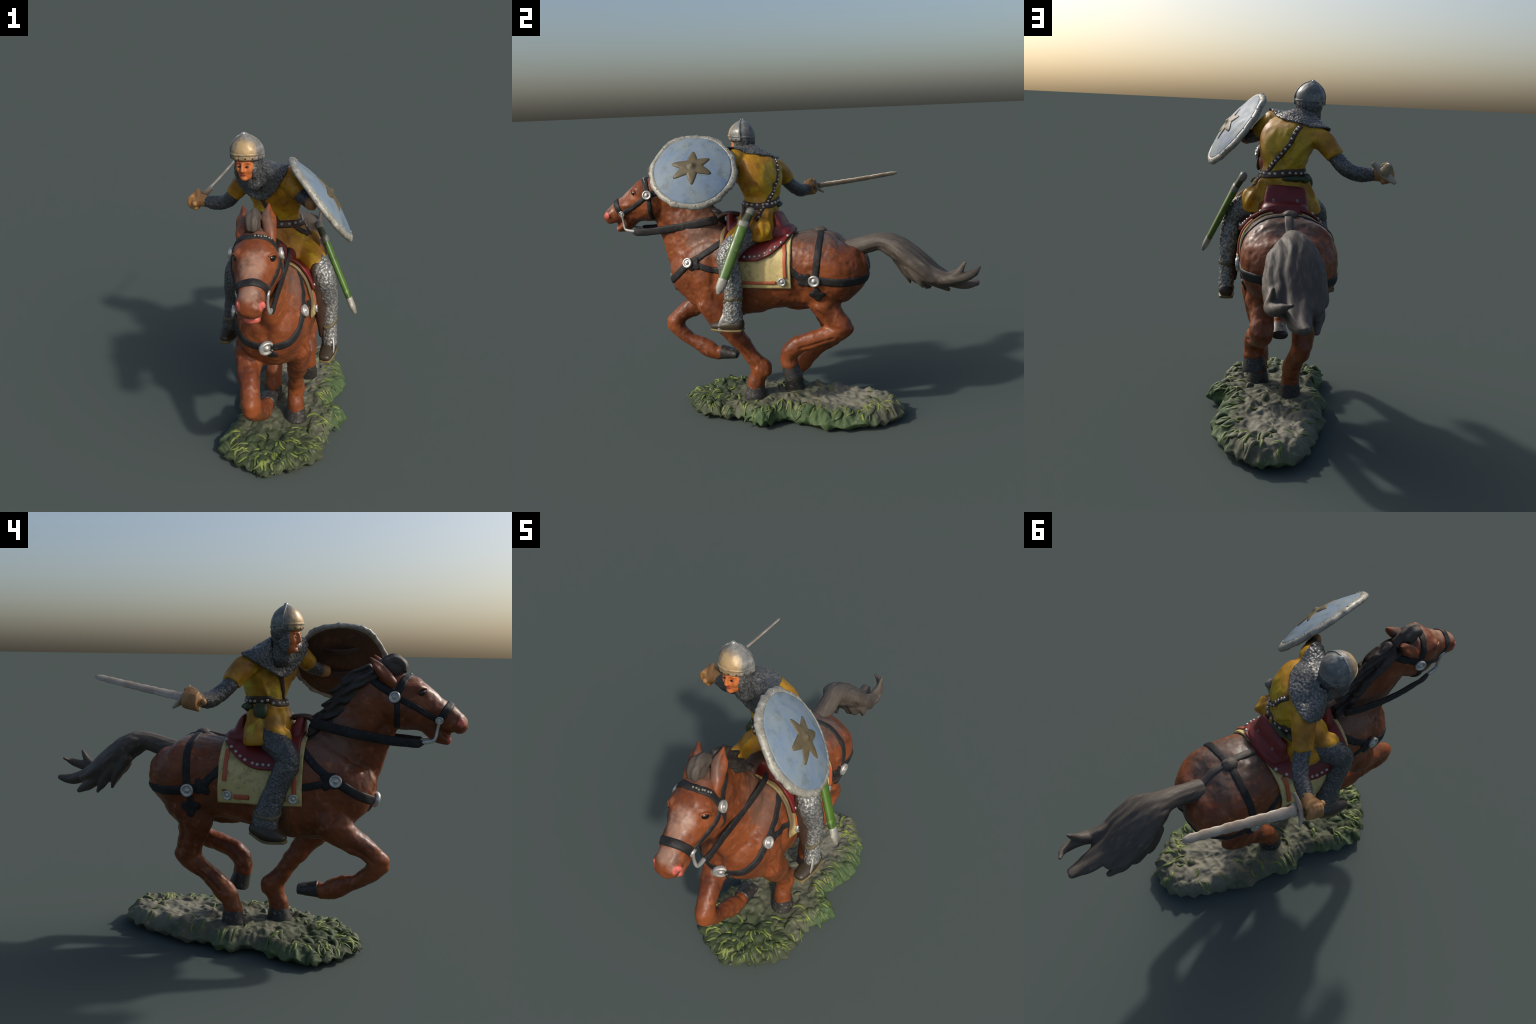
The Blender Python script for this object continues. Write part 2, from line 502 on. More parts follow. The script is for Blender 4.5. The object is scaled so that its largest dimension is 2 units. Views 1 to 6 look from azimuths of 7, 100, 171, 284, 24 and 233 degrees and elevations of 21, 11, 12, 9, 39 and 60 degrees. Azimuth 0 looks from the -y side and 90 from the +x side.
M_SKIN = material('ruddy_skin_paint', (.50, .155, .045), (.36, .08, .022), 30, .5, rough=.42, patches=[((-.1, -.29, 1.39), (.03, .03, .013), (.4, .07, .04), .6)])
M_GLOVE = material('tan_glove_paint', (.36, .2, .07), (.2, .075, .025), 22, .7, rough=.5, bump=.15)
M_HELMET = material('helmet_paint', (.22, .22, .205), (.085, .09, .088), 22, .8, third=(.42, .41, .37), scale3=38, grime=((.06, .06, .055), .6, 30.), rough=.42, metal=.15, bump=.35, bump_scale=60,
                    patches=[((-.11, -.305, 1.50), (.10, .09, .085), (.42, .29, .14), .9, .5)])
M_SADDLE = material('crimson_saddle_paint', (.18, .018, .017), (.08, .009, .01), 11, .7, rough=.42, bump=.15, bump_scale=40)
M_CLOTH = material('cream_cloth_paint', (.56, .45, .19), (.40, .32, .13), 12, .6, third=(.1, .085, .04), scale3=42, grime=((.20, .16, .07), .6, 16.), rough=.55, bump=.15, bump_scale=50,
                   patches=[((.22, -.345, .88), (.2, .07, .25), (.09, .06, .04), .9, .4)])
M_TRIM = material('red_trim_paint', (.42, .075, .03), (.3, .12, .05), 35, .5, rough=.5)
M_BLUE = material('pale_blue_shield_paint', (.14, .20, .285), (.20, .24, .245), 9, .85, third=(.09, .145, .26), scale3=13, grime=((.105, .135, .14), .65, 14.), rough=.55, spec=.3)
M_RIM = material('worn_grey_rim_paint', (.34, .33, .28), (.16, .155, .13), 26, .8, third=(.62, .6, .52), scale3=45, grime=((.085, .082, .07), .6, 40.), rough=.45, metal=.15, bump=.4, bump_scale=55)
M_STAR = material('olive_star_paint', (.115, .092, .048), (.07, .055, .028), 30, .8, rough=.5, bump=.25)
M_WOOD = material('dark_shield_wood', (.09, .04, .018), (.035, .022, .015), 12, .7, third=(.17, .06, .03), scale3=20, rough=.6, bump=.3)
M_GREEN = material('green_scabbard_paint', (.07, .15, .015), (.03, .065, .01), 12, .6, third=(.14, .27, .04), scale3=24, grime=((.02, .035, .012), .6, 18.), rough=.35, spec=.5)
M_SCABTOP = material('grey_scabbard_metal', (.2, .2, .17), (.09, .09, .08), 30, .7, rough=.45, metal=.3, bump=.2)
M_POUCH = material('dark_green_pouch_paint', (.045, .06, .022), (.02, .022, .014), 20, .7, rough=.5, bump=.3)
M_BLADE = material('tarnished_blade_paint', (.38, .33, .27), (.24, .17, .11), 14, .7, third=(.5, .48, .44), scale3=40, rough=.45, metal=.25, bump=.3, bump_scale=60)
M_BOOT = material('dark_boot_paint', (.03, .024, .018), (.07, .05, .02), 20, .5, rough=.4)
M_OLIVE = material('olive_strap_paint', (.12, .10, .055), (.06, .055, .04), 25, .6, rough=.5)
M_GOLD = material('ochre_sole_paint', (.17, .12, .045), (.08, .055, .02), 25, .6, rough=.5)
M_BASE = material('mossy_ground_paint', (.118, .114, .076), (.055, .062, .036), 8, .85, third=(.20, .205, .13), scale3=26, rough=.75, bump=.35, bump_scale=40,
                  patches=[((.0, -.55, .05), (.5, .42, .4), (.026, .040, .013), .9, .8, 14.), ((.37, .05, .02), (.16, .6, .25), (.042, .085, .025), .85, .8, 14.),
                           ((-.25, .0, .0), (.13, .6, .25), (.05, .095, .03), .7, .8, 14.), ((.1, .66, .0), (.35, .10, .1), (.06, .105, .03), .7, .8, 14.),
                           ((.09, .34, .09), (.22, .28, .08), (.185, .175, .135), .7, .8, 20.)])
M_GRASS = material('grass_paint', (.05, .066, .024), (.12, .115, .072), 6, .8, third=(.18, .20, .07), scale3=24, rough=.6, bump=.2,
                   patches=[((.0, -.55, .05), (.5, .45, .4), (.030, .050, .014), .85, .9, 12.), ((.36, .05, .02), (.16, .6, .25), (.035, .068, .02), .7, .9, 12.)])
M_GRASSLIGHT = material('grass_highlight_paint', (.15, .19, .04), (.05, .075, .02), 16, .85, third=(.34, .38, .06), scale3=28, rough=.55)

# ================================================================== HORSE
def mid(y):
    return .048 + .05 * y

torso = loft([(mid(y), y, (t + b_) / 2, a, (t - b_) / 2) for y, t, b_, a in [
    (.428, .885, .765, .090), (.40, .918, .715, .143), (.35, .942, .66, .182), (.29, .970, .61, .202), (.19, .988, .588, .203),
    (.06, .972, .590, .192), (-.07, .952, .572, .190), (-.19, .958, .540, .186), (-.31, .990, .522, .165),
    (-.42, .995, .540, .155), (-.52, .95, .63, .146), (-.58, .91, .72, .108), (-.610, .88, .78, .065)]], n=32, power=2.5, capk=.3)
neck = loft([(.036, -.40, .83, .110, .16, .212), (.035, -.468, .93, .086, .17, .206), (.025, -.53, 1.015, .071, .160, .168),
             (.013, -.585, 1.085, .065, .145, .140), (.004, -.625, 1.15, .067, .132, .115), (0, -.66, 1.205, .070, .105, .10)], n=28)
head = loft([(0, -.635, 1.225, .058, .065, .09), (0, -.685, 1.195, .082, .100, .118), (0, -.735, 1.163, .092, .120, .122),
             (0, -.79, 1.138, .088, .106, .104), (0, -.85, 1.115, .066, .086, .078), (0, -.905, 1.098, .054, .068, .058),
             (0, -.948, 1.078, .052, .054, .050), (0, -.974, 1.060, .050, .046, .044)], n=28, power=2.2, capk=.7)
lower_jaw = loft([(0, -.77, 1.10, .055, .05, .042), (0, -.84, 1.062, .046, .04, .036), (0, -.885, 1.023, .041, .03, .034), (0, -.925, 1.004, .038, .022, .024)])
# near fore, planted; off fore, folded; hind pair
fl = loft([(.12, -.41, .70, .065, .085), (.135, -.372, .60, .062, .078, .068), (.140, -.332, .53, .060, .076, .062), (.136, -.290, .468, .053, .058, .054),
           (.128, -.243, .40, .044, .046), (.122, -.201, .333, .038, .043), (.12, -.165, .283, .040, .045, .05), (.118, -.143, .24, .044, .052, .066),
           (.117, -.153, .205, .041, .044, .04), (.117, -.172, .165, .044, .047), (.117, -.175, .125, .046, .05)])
fr = loft([(-.055, -.43, .68, .07, .10), (-.070, -.46, .615, .066, .085), (-.073, -.50, .572, .058, .068), (-.066, -.560, .536, .05, .054),
           (-.058, -.620, .494, .045, .047), (-.052, -.648, .445, .047, .050), (-.046, -.625, .398, .042, .042), (-.036, -.565, .356, .036, .037, .040),
           (-.025, -.50, .322, .038, .042, .050), (-.018, -.455, .298, .042, .043, .052), (-.012, -.41, .284, .038, .038, .034), (-.009, -.385, .288, .036, .036)])
hr = loft([(-.035, .24, .76, .09, .14), (-.04, .225, .67, .085, .125), (-.038, .205, .585, .068, .090), (-.03, .215, .515, .055, .070),
           (-.022, .236, .45, .049, .064), (-.018, .24, .40, .046, .06), (-.016, .198, .362, .042, .048), (-.013, .15, .325, .039, .043),
           (-.011, .10, .28, .041, .048), (-.011, .062, .238, .044, .054), (-.013, .033, .195, .041, .041), (-.014, .022, .155, .044, .046), (-.014, .021, .13, .045, .048)])
hl = loft([(.150, .230, .76, .088, .125), (.157, .214, .67, .072, .104), (.162, .234, .59, .058, .073), (.167, .275, .535, .051, .060),
           (.170, .312, .497, .050, .052), (.172, .27, .465, .048, .052), (.173, .21, .447, .044, .049), (.174, .14, .424, .043, .050),
           (.172, .075, .40, .046, .048), (.17, .04, .372, .05, .046), (.167, .02, .33, .050, .046), (.165, .024, .29, .052, .046)])
hip_l = ellipsoid((.133, .255, .82), (.105, .125, .13)); hip_r = ellipsoid((-.025, .265, .80), (.11, .13, .14))
sheath = ellipsoid((.045, .07, .585), (.05, .09, .028))
sh_l = ellipsoid((.105, -.42, .74), (.080, .11, .16)); sh_r = ellipsoid((-.040, -.42, .73), (.078, .11, .15))
dock = loft([(.075, .36, .905, .05, .045), (.08, .43, .915, .045, .045), (.085, .49, .925, .04, .042)])
HV, HF = remesh([torso, neck, head, lower_jaw, fl, fr, hr, hl, hip_l, hip_r, sh_l, sh_r, sheath], .0055)
HV = smooth(HV, HF, 7, .5)
HV = bumps(HV, HF, [
    # head: brow ridge, eye sockets, cheek disc, nostrils, hollow above the bars
    ((.07, -.805, 1.225), (.03, .04, .018), .012), ((-.07, -.805, 1.225), (.03, .04, .018), .012),
    ((.085, -.815, 1.20), (.02, .02, .016), -.006), ((-.085, -.815, 1.20), (.02, .02, .016), -.006),
    ((.09, -.72, 1.12), (.03, .055, .06), .010), ((-.09, -.72, 1.12), (.03, .055, .06), .010),
    ((.055, -.86, 1.135), (.02, .06, .014), .007), ((-.055, -.86, 1.135), (.02, .06, .014), .007),
    ((.06, -.85, 1.09), (.02, .05, .02), -.009), ((-.06, -.85, 1.09), (.02, .05, .02), -.009),
    ((.05, -.968, 1.088), (.018, .026, .02), .007), ((-.05, -.968, 1.088), (.018, .026, .02), .007),
    ((0, -.95, 1.026), (.07, .03, .008), -.012),
    # chest and shoulders
    ((.09, -.58, .69), (.05, .05, .05), .004), ((-.04, -.58, .69), (.05, .05, .05), .004), ((.025, -.635, .72), (.016, .05, .12), -.012),
    ((.17, -.42, .70), (.03, .05, .12), .010), ((-.10, -.42, .70), (.03, .05, .12), .010), ((.19, -.36, .78), (.03, .02, .12), -.012),
    ((.16, -.43, .585), (.05, .05, .04), .014), ((-.12, -.43, .60), (.05, .05, .04), .012),
    # quarters
    ((.27, .28, .85), (.05, .10, .09), .008), ((-.12, .28, .85), (.05, .10, .09), .008),
    ((.26, .10, .66), (.05, .05, .08), -.016), ((-.12, .10, .66), (.05, .05, .08), -.016),
    ((.08, .47, .78), (.02, .05, .12), -.02),
    ((.18, .365, .475), (.05, .03, .03), .010), ((-.018, .305, .405), (.05, .025, .03), .009),
    ((-.052, -.695, .47), (.04, .03, .022), .008), ((-.052, -.69, .425), (.04, .03, .022), .007), ((-.05, -.66, .45), (.018, .06, .03), .004),
    ((-.05, -.60, .445), (.05, .02, .02), -.007), ((-.03, -.56, .39), (.03, .05, .012), -.006), ((-.02, -.52, .28), (.04, .03, .02), .004),
    ((.128, -.29, .405), (.045, .03, .03), .007), ((.12, -.235, .325), (.04, .03, .02), -.004), ((.14, -.36, .52), (.05, .035, .05), .007),
    ((.118, -.205, .225), (.04, .025, .022), .006), ((.118, -.095, .225), (.04, .02, .02), .005), ((.16, -.15, .24), (.015, .03, .02), .005),
    ((-.012, .0, .245), (.04, .025, .022), .006), ((-.012, .12, .215), (.04, .02, .02), .006), ((-.016, .16, .415), (.04, .02, .02), .005),
    ((.172, -.0, .375), (.045, .03, .025), .006), ((.17, .085, .345), (.045, .02, .018), .006), ((.225, .30, .50), (.02, .035, .03), .006),
    ((.21, .20, .615), (.04, .05, .04), .008), ((-.08, .17, .60), (.04, .05, .04), .008), ((-.075, .24, .52), (.02, .03, .05), .005),
    ((-.1, -.56, .545), (.02, .05, .03), .006), ((-.06, -.53, .49), (.04, .04, .012), .006),
])
HV = crease(HV, HF, [
    ([(.04, -.66, 1.06), (.10, -.60, .98), (.14, -.52, .86)], .016, -.010), ([(-.04, -.66, 1.06), (-.07, -.60, .98), (-.09, -.52, .86)], .016, -.010),
    ([(.19, -.50, .72), (.18, -.46, .64), (.17, -.40, .58)], .012, -.013), ([(-.14, -.50, .72), (-.13, -.46, .64), (-.12, -.40, .60)], .012, -.013),
    ([(.17, -.56, .68), (.16, -.52, .63), (.15, -.47, .585)], .010, .009),
    ([(.2, -.47, .66), (.19, -.43, .61), (.17, -.37, .55)], .010, .009),
    ([(.23, .18, .62), (.23, .24, .57), (.235, .29, .52)], .012, .011), ([(.24, .26, .64), (.24, .29, .58), (.24, .33, .53)], .010, -.012),
    ([(-.09, .25, .62), (-.085, .25, .53), (-.07, .27, .45)], .010, -.011), ([(-.09, .20, .60), (-.085, .21, .52), (-.07, .23, .43)], .010, .009),
    ([(.22, .26, .445), (.22, .17, .415), (.22, .09, .39)], .008, -.009), ([(-.06, .18, .34), (-.055, .12, .29), (-.055, .08, .25)], .008, -.009),
    ([(-.11, -.50, .545), (-.105, -.57, .51), (-.095, -.63, .46)], .010, -.009), ([(.165, -.25, .40), (.16, -.2, .33), (.16, -.16, .27)], .008, -.008),
    ([(.06, -.76, 1.17), (.075, -.80, 1.14), (.07, -.86, 1.11)], .007, -.004), ([(-.06, -.76, 1.17), (-.075, -.80, 1.14), (-.07, -.86, 1.11)], .007, -.004),
])
HN = normals(HV, HF)
HV = HV + HN * (.0055 * fbm(HV, 17, 3, 1) + .0022 * fbm(HV, 42, 2, 2))[:, None]
HB = bvh_of(HV, HF)

def horse_label(c):
    x, y, z = c.T
    lab = np.zeros(len(c), int)                                            # torso
    n = (y < -.36) & ((y + .45) * (-.5) + (z - .88) * .86 > .04)
    lab[n] = 1                                                             # neck
    h = n & ((y + .66) * (-.92) + (z - 1.12) * (.0) > 0) & (z > .97)
    h |= n & (y < -.60) & (z > 1.06 + (y + .60) * -.4 + .06)
    lab[h] = 2                                                             # head
    low = (z < .60 + .25 * np.clip(-y - .36, 0, .3)) & (y < -.05) & ~n
    lab[low & (x > .035) & (z < .575)] = 3
    lab[(x <= .035) & (y < -.05) & (z < .585) & ~((y > -.36) & (z > .49))] = 4
    lab[(x > .035) & (y < -.05) & (z > .5) & (z < .575) & (y > -.26)] = 0
    hind = (y > -.05) & (z < .60 + .1 * np.clip(y - .2, 0, .3))
    hind &= ~((y < .08) & (z > .53))
    lab[hind & (x > .075)] = 5
    lab[hind & (x <= .075)] = 6
    return lab
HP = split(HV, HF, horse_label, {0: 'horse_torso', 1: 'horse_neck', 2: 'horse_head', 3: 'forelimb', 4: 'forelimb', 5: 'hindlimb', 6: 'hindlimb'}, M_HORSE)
NECK, HEAD, TORSO = HP[1], HP[2], HP[0]

# hooves: (coronet centre, sole centre, coronet radii, sole radii)
def hoof(c0, c1, r0, r1, ref=(1, 0, 0)):
    c0, c1 = np.array(c0), np.array(c1); d = c1 - c0
    st = []
    for t in (0, .12, .5, .9, 1):
        c = c0 + d * t; k = .96 if t == 1 else 1
        st.append((*c, (r0[0] + (r1[0] - r0[0]) * t) * k, (r0[1] + (r1[1] - r0[1]) * t) * k))
    V, F = loft(st, ref, 24, 4, 2.3, caps=(False, False))
    N = normals(V, F)
    return V + N * (.002 * fbm(V, 60, 2, 3))[:, None], F
add('hoof', hoof((.117, -.172, .146), (.117, -.178, .076), (.044, .047), (.057, .062)), M_HOOF, HP[3])
add('hoof', hoof((-.014, .023, .155), (-.014, .019, .078), (.043, .045), (.054, .058)), M_HOOF, HP[6])
add('hoof', hoof((.166, .022, .292), (.163, .044, .216), (.046, .041), (.060, .050)), M_HOOF, HP[5])
add('hoof', hoof((-.008, -.385, .292), (-.004, -.292, .284), (.038, .040), (.043, .024)), M_HOOF, HP[4])

# ears: laid-back hollow cups
def ear(base, tip, side):
    base, tip = np.array(base), np.array(tip); d = tip - base
    V, F = loft([(*(base - d * .7), .020, .020), (*(base - d * .1), .030, .026), (*(base + d * .45), .035, .022), (*(base + d * .8), .016, .012), (*tip, .004, .004)],
                (1, 0, 0), 20, 5)
    axis = base + np.clip(((V - base) @ d) / (d @ d), 0, 1)[:, None] * d
    out = np.array([side * .75, -.15, .3]); out /= np.linalg.norm(out)
    hol = np.exp(-(((V - axis - out * .026) ** 2).sum(1)) / .02 ** 2)
    t = ((V - base) @ d) / (d @ d)
    return V - out * (hol * .022 * np.clip(1.1 - np.abs(t - .4) * 1.3, 0, 1))[:, None], F
add('ear', ear((-.060, -.655, 1.275), (-.064, -.590, 1.347), -1), M_HORSE, HEAD)
add('ear', ear((.052, -.660, 1.285), (.045, -.597, 1.358), 1), M_HORSE, HEAD)

# eyes and nostrils
for s in (1, -1):
    p, n_ = surface_pt(HB, (s * .085, -.815, 1.203))
    M = frame(n_, (0, .4, .6))
    add('horse_eye', ellipsoid(p - n_ * .003, (.017, .0135, .0105), M), M_EYE, HEAD)
    add('eyelid', loft([(*(p + M @ np.array([-.025, .004, -.002])), .004, .004), (*(p + M @ np.array([-.009, .016, .001])), .006, .005), (*(p + M @ np.array([.009, .016, .001])), .006, .005), (*(p + M @ np.array([.025, .004, -.002])), .004, .004)], tuple(n_), 10), M_HORSE, HEAD)
    p, n_ = surface_pt(HB, (s * .06, -.975, 1.085))
    M = frame(n_, (0, -.5, .6))
    add('nostril', ellipsoid(p - n_ * .003, (.010, .017, .005), M), M_PINK, HEAD)

# forelock: folded tuft between the ears
FLK = remesh([loft([(-.010, -.735, 1.292, .020, .010), (-.010, -.725, 1.322, .025, .018), (-.010, -.69, 1.340, .027, .022), (-.008, -.65, 1.322, .026, .026), (-.006, -.62, 1.295, .026, .03)]),
              loft([(-.012, -.725, 1.30, .012, .010), (-.012, -.710, 1.342, .013, .012), (-.010, -.68, 1.358, .013, .012), (-.008, -.64, 1.340, .014, .012)]),
              ellipsoid((-.009, -.685, 1.305), (.028, .052, .042))], .005)
v = smooth(*FLK, 3); add('forelock', (v + normals(v, FLK[1]) * (.007 * fbm(v * np.array([3, .8, .8]), 26, 2, 5))[:, None], FLK[1]), M_HAIR, HEAD)

# mane: overlapping locks swept back from the crest
crest = catmull([(-.005, -.62, 1.285), (-.002, -.562, 1.256), (.004, -.515, 1.206), (.01, -.470, 1.152), (.016, -.43, 1.09), (.024, -.37, 1.045)], 5)
locks = []
random.seed(11)
for i in range(len(crest)):
    t = i / (len(crest) - 1); p = crest[i]
    for side in (-1, 0, 1):
        L_ = (.085 + .03 * random.random() if side == 0 else .07 + .04 * random.random()) * (1 - .45 * t)
        amp = .02 * math.sin(i * 1.15) if side == 0 else 0
        dx = side * .035
        p0 = p + np.array([side * .012, -.02, -.015]); p1 = p + np.array([dx * .9, .03, .012 + amp * .6 - abs(side) * .03])
        p2 = p + np.array([dx * 1.1, L_, (.012 + amp) - abs(side) * .055 - .02])
        if side == 1:
            if t > .55:
                continue
            p2 = p2 * .6 + p1 * .4
        locks.append(loft([(*p0, .022, .02), (*p1, .019, .018), (*(p1 * .4 + p2 * .6), .014, .013), (*p2, .005, .005)], (1, 0, 0), 12, 4))
MV, MF = remesh(locks, .005)
MV = smooth(MV, MF, 2); MN = normals(MV, MF)
w = MV[:, 1] * .5 + MV[:, 2] * .86
MV = MV + MN * (.0045 * np.sin(w * 210 + 5 * fbm(MV, 12, 2, 4)))[:, None]
add('mane', (MV, MF), M_MANE, NECK)

# tail
tl = [loft([(.068, .345, .893, .05, .05, .05), (.076, .395, .906, .047, .05, .046), (.082, .44, .920, .046, .05, .045), (.085, .50, .934, .052, .05, .042), (.088, .56, .918, .082, .062, .054), (.097, .62, .874, .112, .060, .066),
            (.106, .69, .812, .124, .058, .070), (.112, .755, .764, .122, .052, .060), (.118, .82, .740, .095, .04, .040)], (1, 0, 0), 44, 5, 1.8, flute=(11, .03, 3)),
      loft([(.165, .70, .798, .05, .04), (.198, .80, .762, .038, .032), (.216, .88, .766, .028, .026), (.206, .945, .782, .020, .020), (.165, .990, .810, .009, .009)], (0, 0, 1), 14),
      loft([(.205, .84, .775, .03, .02), (.218, .885, .800, .018, .018), (.221, .914, .848, .007, .007)], (1, 0, 0), 12),
      loft([(.13, .76, .77, .08, .04), (.12, .85, .735, .055, .032), (.12, .92, .714, .042, .026), (.12, .985, .720, .024, .015)], (1, 0, 0), 16),
      loft([(.04, .70, .78, .04, .035), (.034, .78, .712, .030, .028), (.046, .85, .668, .013, .011)], (1, 0, 0), 14),
      loft([(.034, .585, .85, .035, .03), (.028, .628, .77, .030, .025), (.026, .654, .70, .010, .009)], (1, 0, 0), 12),
      loft([(.034, .64, .82, .04, .03), (.026, .695, .735, .032, .025), (.032, .738, .672, .010, .009)], (1, 0, 0), 12),
      loft([(.175, .65, .83, .03, .03), (.192, .68, .775, .022, .024), (.188, .715, .715, .009, .010)], (1, 0, 0), 12),
      loft([(.14, .63, .82, .05, .03), (.14, .67, .76, .04, .024), (.13, .75, .70, .012, .010)], (1, 0, 0), 12)]
TV, TF = remesh(tl, .0055)
TV = smooth(TV, TF, 2); TN = normals(TV, TF)
ac = TV[:, 0] * 1.0 + .02 * fbm(TV, 8, 2, 9)
TV = TV + TN * (.0022 * np.sin(ac * 190 / (1 + 1.2 * np.clip(TV[:, 1] - .5, 0, .4))) * np.clip((TV[:, 1] - .5) * 8, 0, 1) + .0025 * fbm(TV * np.array([1, .22, .3]), 75, 2, 8))[:, None]
add('tail', (TV, TF), M_HAIR)

# ================================================================== HARNESS
def rosette_at(name, p, r, parent, bvh=None, mat=None):
    q, n_ = surface_pt(bvh or HB, p)
    return add(name, rosette(q + n_ * .010, n_, r), mat or M_SILVER, parent)

def tag(p, size, points, rot=0., bvh=None, stretch=1.0):
    """leather star or leaf lying on the body behind a boss"""
    q, n_ = surface_pt(bvh or HB, p); M = frame(n_); V, F = [], []
    m = 48; rr = [0, .35, .7, .9, 1]
    for h in (0, 1):
        for k, f in enumerate(rr):
            for j in range(m):
                a = 2 * math.pi * j / m
                s = size * (.62 + .38 * abs(math.cos(points * (a - rot) / 2)) ** 1.6)
                o = M @ np.array([math.sin(a) * s * f, math.cos(a) * s * f * stretch, 0])
                c, cn = surface_pt(bvh or HB, q + o)
                V.append(c + cn * ((.009 - (.004 if k == 4 else 0)) if h == 0 else -.004))
    for h in (0, 1):
        for k in range(4):
            for j in range(m):
                b = h * 5 * m; j2 = (j + 1) % m
                F.append((b + k * m + j, b + k * m + j2, b + (k + 1) * m + j2, b + (k + 1) * m + j))
    for j in range(m):
        F.append((4 * m + j, 4 * m + (j + 1) % m, 9 * m + (j + 1) % m, 9 * m + j))
    return np.array(V), F

BL, BC, BR = (.182, -.498, .843), (.027, -.64, .716), (-.134, -.467, .819)
BS = add('breast_strap', ribbon([BL, (.165, -.56, .78), (.11, -.61, .735), BC, (-.05, -.60, .735), (-.11, -.54, .77), BR], HB, .040, .0065), M_STRAP)
add('shoulder_strap', ribbon([BL, (.175, -.44, .868), (.155, -.38, .90), (.13, -.31, .94)], HB, .034, .006), M_STRAP, BS)
add('shoulder_strap', ribbon([BR, (-.125, -.41, .85), (-.11, -.36, .89), (-.08, -.31, .94)], HB, .034, .006), M_STRAP, BS)
add('side_strap', ribbon([BL, (.195, -.43, .825), (.21, -.36, .805), (.215, -.30, .80)], HB, .032, .006), M_STRAP, BS)
add('side_strap', ribbon([BR, (-.13, -.40, .80), (-.13, -.34, .785), (-.13, -.29, .78)], HB, .032, .006), M_STRAP, BS)
for p, r in ((BL, .027), (BC, .036), (BR, .028)):
    rosette_at('rosette', p, r, BS)
add('leather_tag', tag((.195, -.465, .84), .042, 4, .6), M_STRAP, BS)
add('leather_tag', tag((-.135, -.44, .815), .045, 4, .6), M_STRAP, BS)
add('leather_tag', tag((.027, -.63, .665), .032, 3, 0), M_STRAP, BS)

FLR, FRR = (.26, .179, .765), (-.135, .203, .745)
CS = add('croup_strap', ribbon([FLR, (.268, .19, .84), (.235, .20, .93), (.15, .205, .985), (.07, .20, 1.0), (-.02, .205, .985), (-.10, .212, .92), (-.135, .212, .84), FRR], HB, [.036, .032, .032, .036], .0065), M_STRAP)
add('breeching_strap', ribbon([FLR, (.265, .26, .757), (.245, .35, .752), (.18, .43, .748), (.085, .45, .745), (0, .43, .74), (-.08, .37, .738), (-.12, .29, .74), FRR], HB, .042, .007), M_STRAP, CS)
add('spine_strap', ribbon([(.055, .03, .99), (.06, .12, 1.0), (.068, .22, 1.0), (.075, .32, .975), (.082, .40, .95)], HB, .034, .007), M_HAIR, CS)
add('flank_strap', ribbon([FLR, (.26, .12, .765), (.25, .07, .80), (.24, .03, .84)], HB, .036, .0065), M_STRAP, CS)
add('flank_strap', ribbon([FRR, (-.12, .14, .765), (-.11, .09, .81), (-.10, .04, .85)], HB, .036, .0065), M_STRAP, CS)
rosette_at('rosette', FLR, .030, CS); rosette_at('rosette', FRR, .030, CS)
add('leather_tag', tag((.262, .187, .683), .042, 4, 0), M_STRAP, CS)
add('leather_tag', tag((-.12, .195, .668), .045, 4, 0, stretch=1.25), M_STRAP, CS)
add('leather_tag', tag((.262, .125, .765), .042, 4, .78), M_STRAP, CS)
add('leather_tag', tag((-.12, .145, .765), .045, 4, .78), M_STRAP, CS)
kn, kn_n = surface_pt(HB, (.05, .195, 1.02))
v = ellipsoid(kn, (.032, .036, .018)); add('crupper_knot', (v[0] + (.004 * fbm(v[0], 50, 2, 4))[:, None], v[1]), M_HAIR, CS)
gp = [(mid(-.24) + .185 * math.sin(a), -.24, .76 - .26 * math.cos(a)) for a in np.linspace(0, 2 * np.pi, 16, endpoint=False)]
add('girth', ribbon(gp, HB, .05, .006, closed=True), material('girth_paint', (.14, .05, .02), (.08, .03, .015), 15, .7, rough=.5))

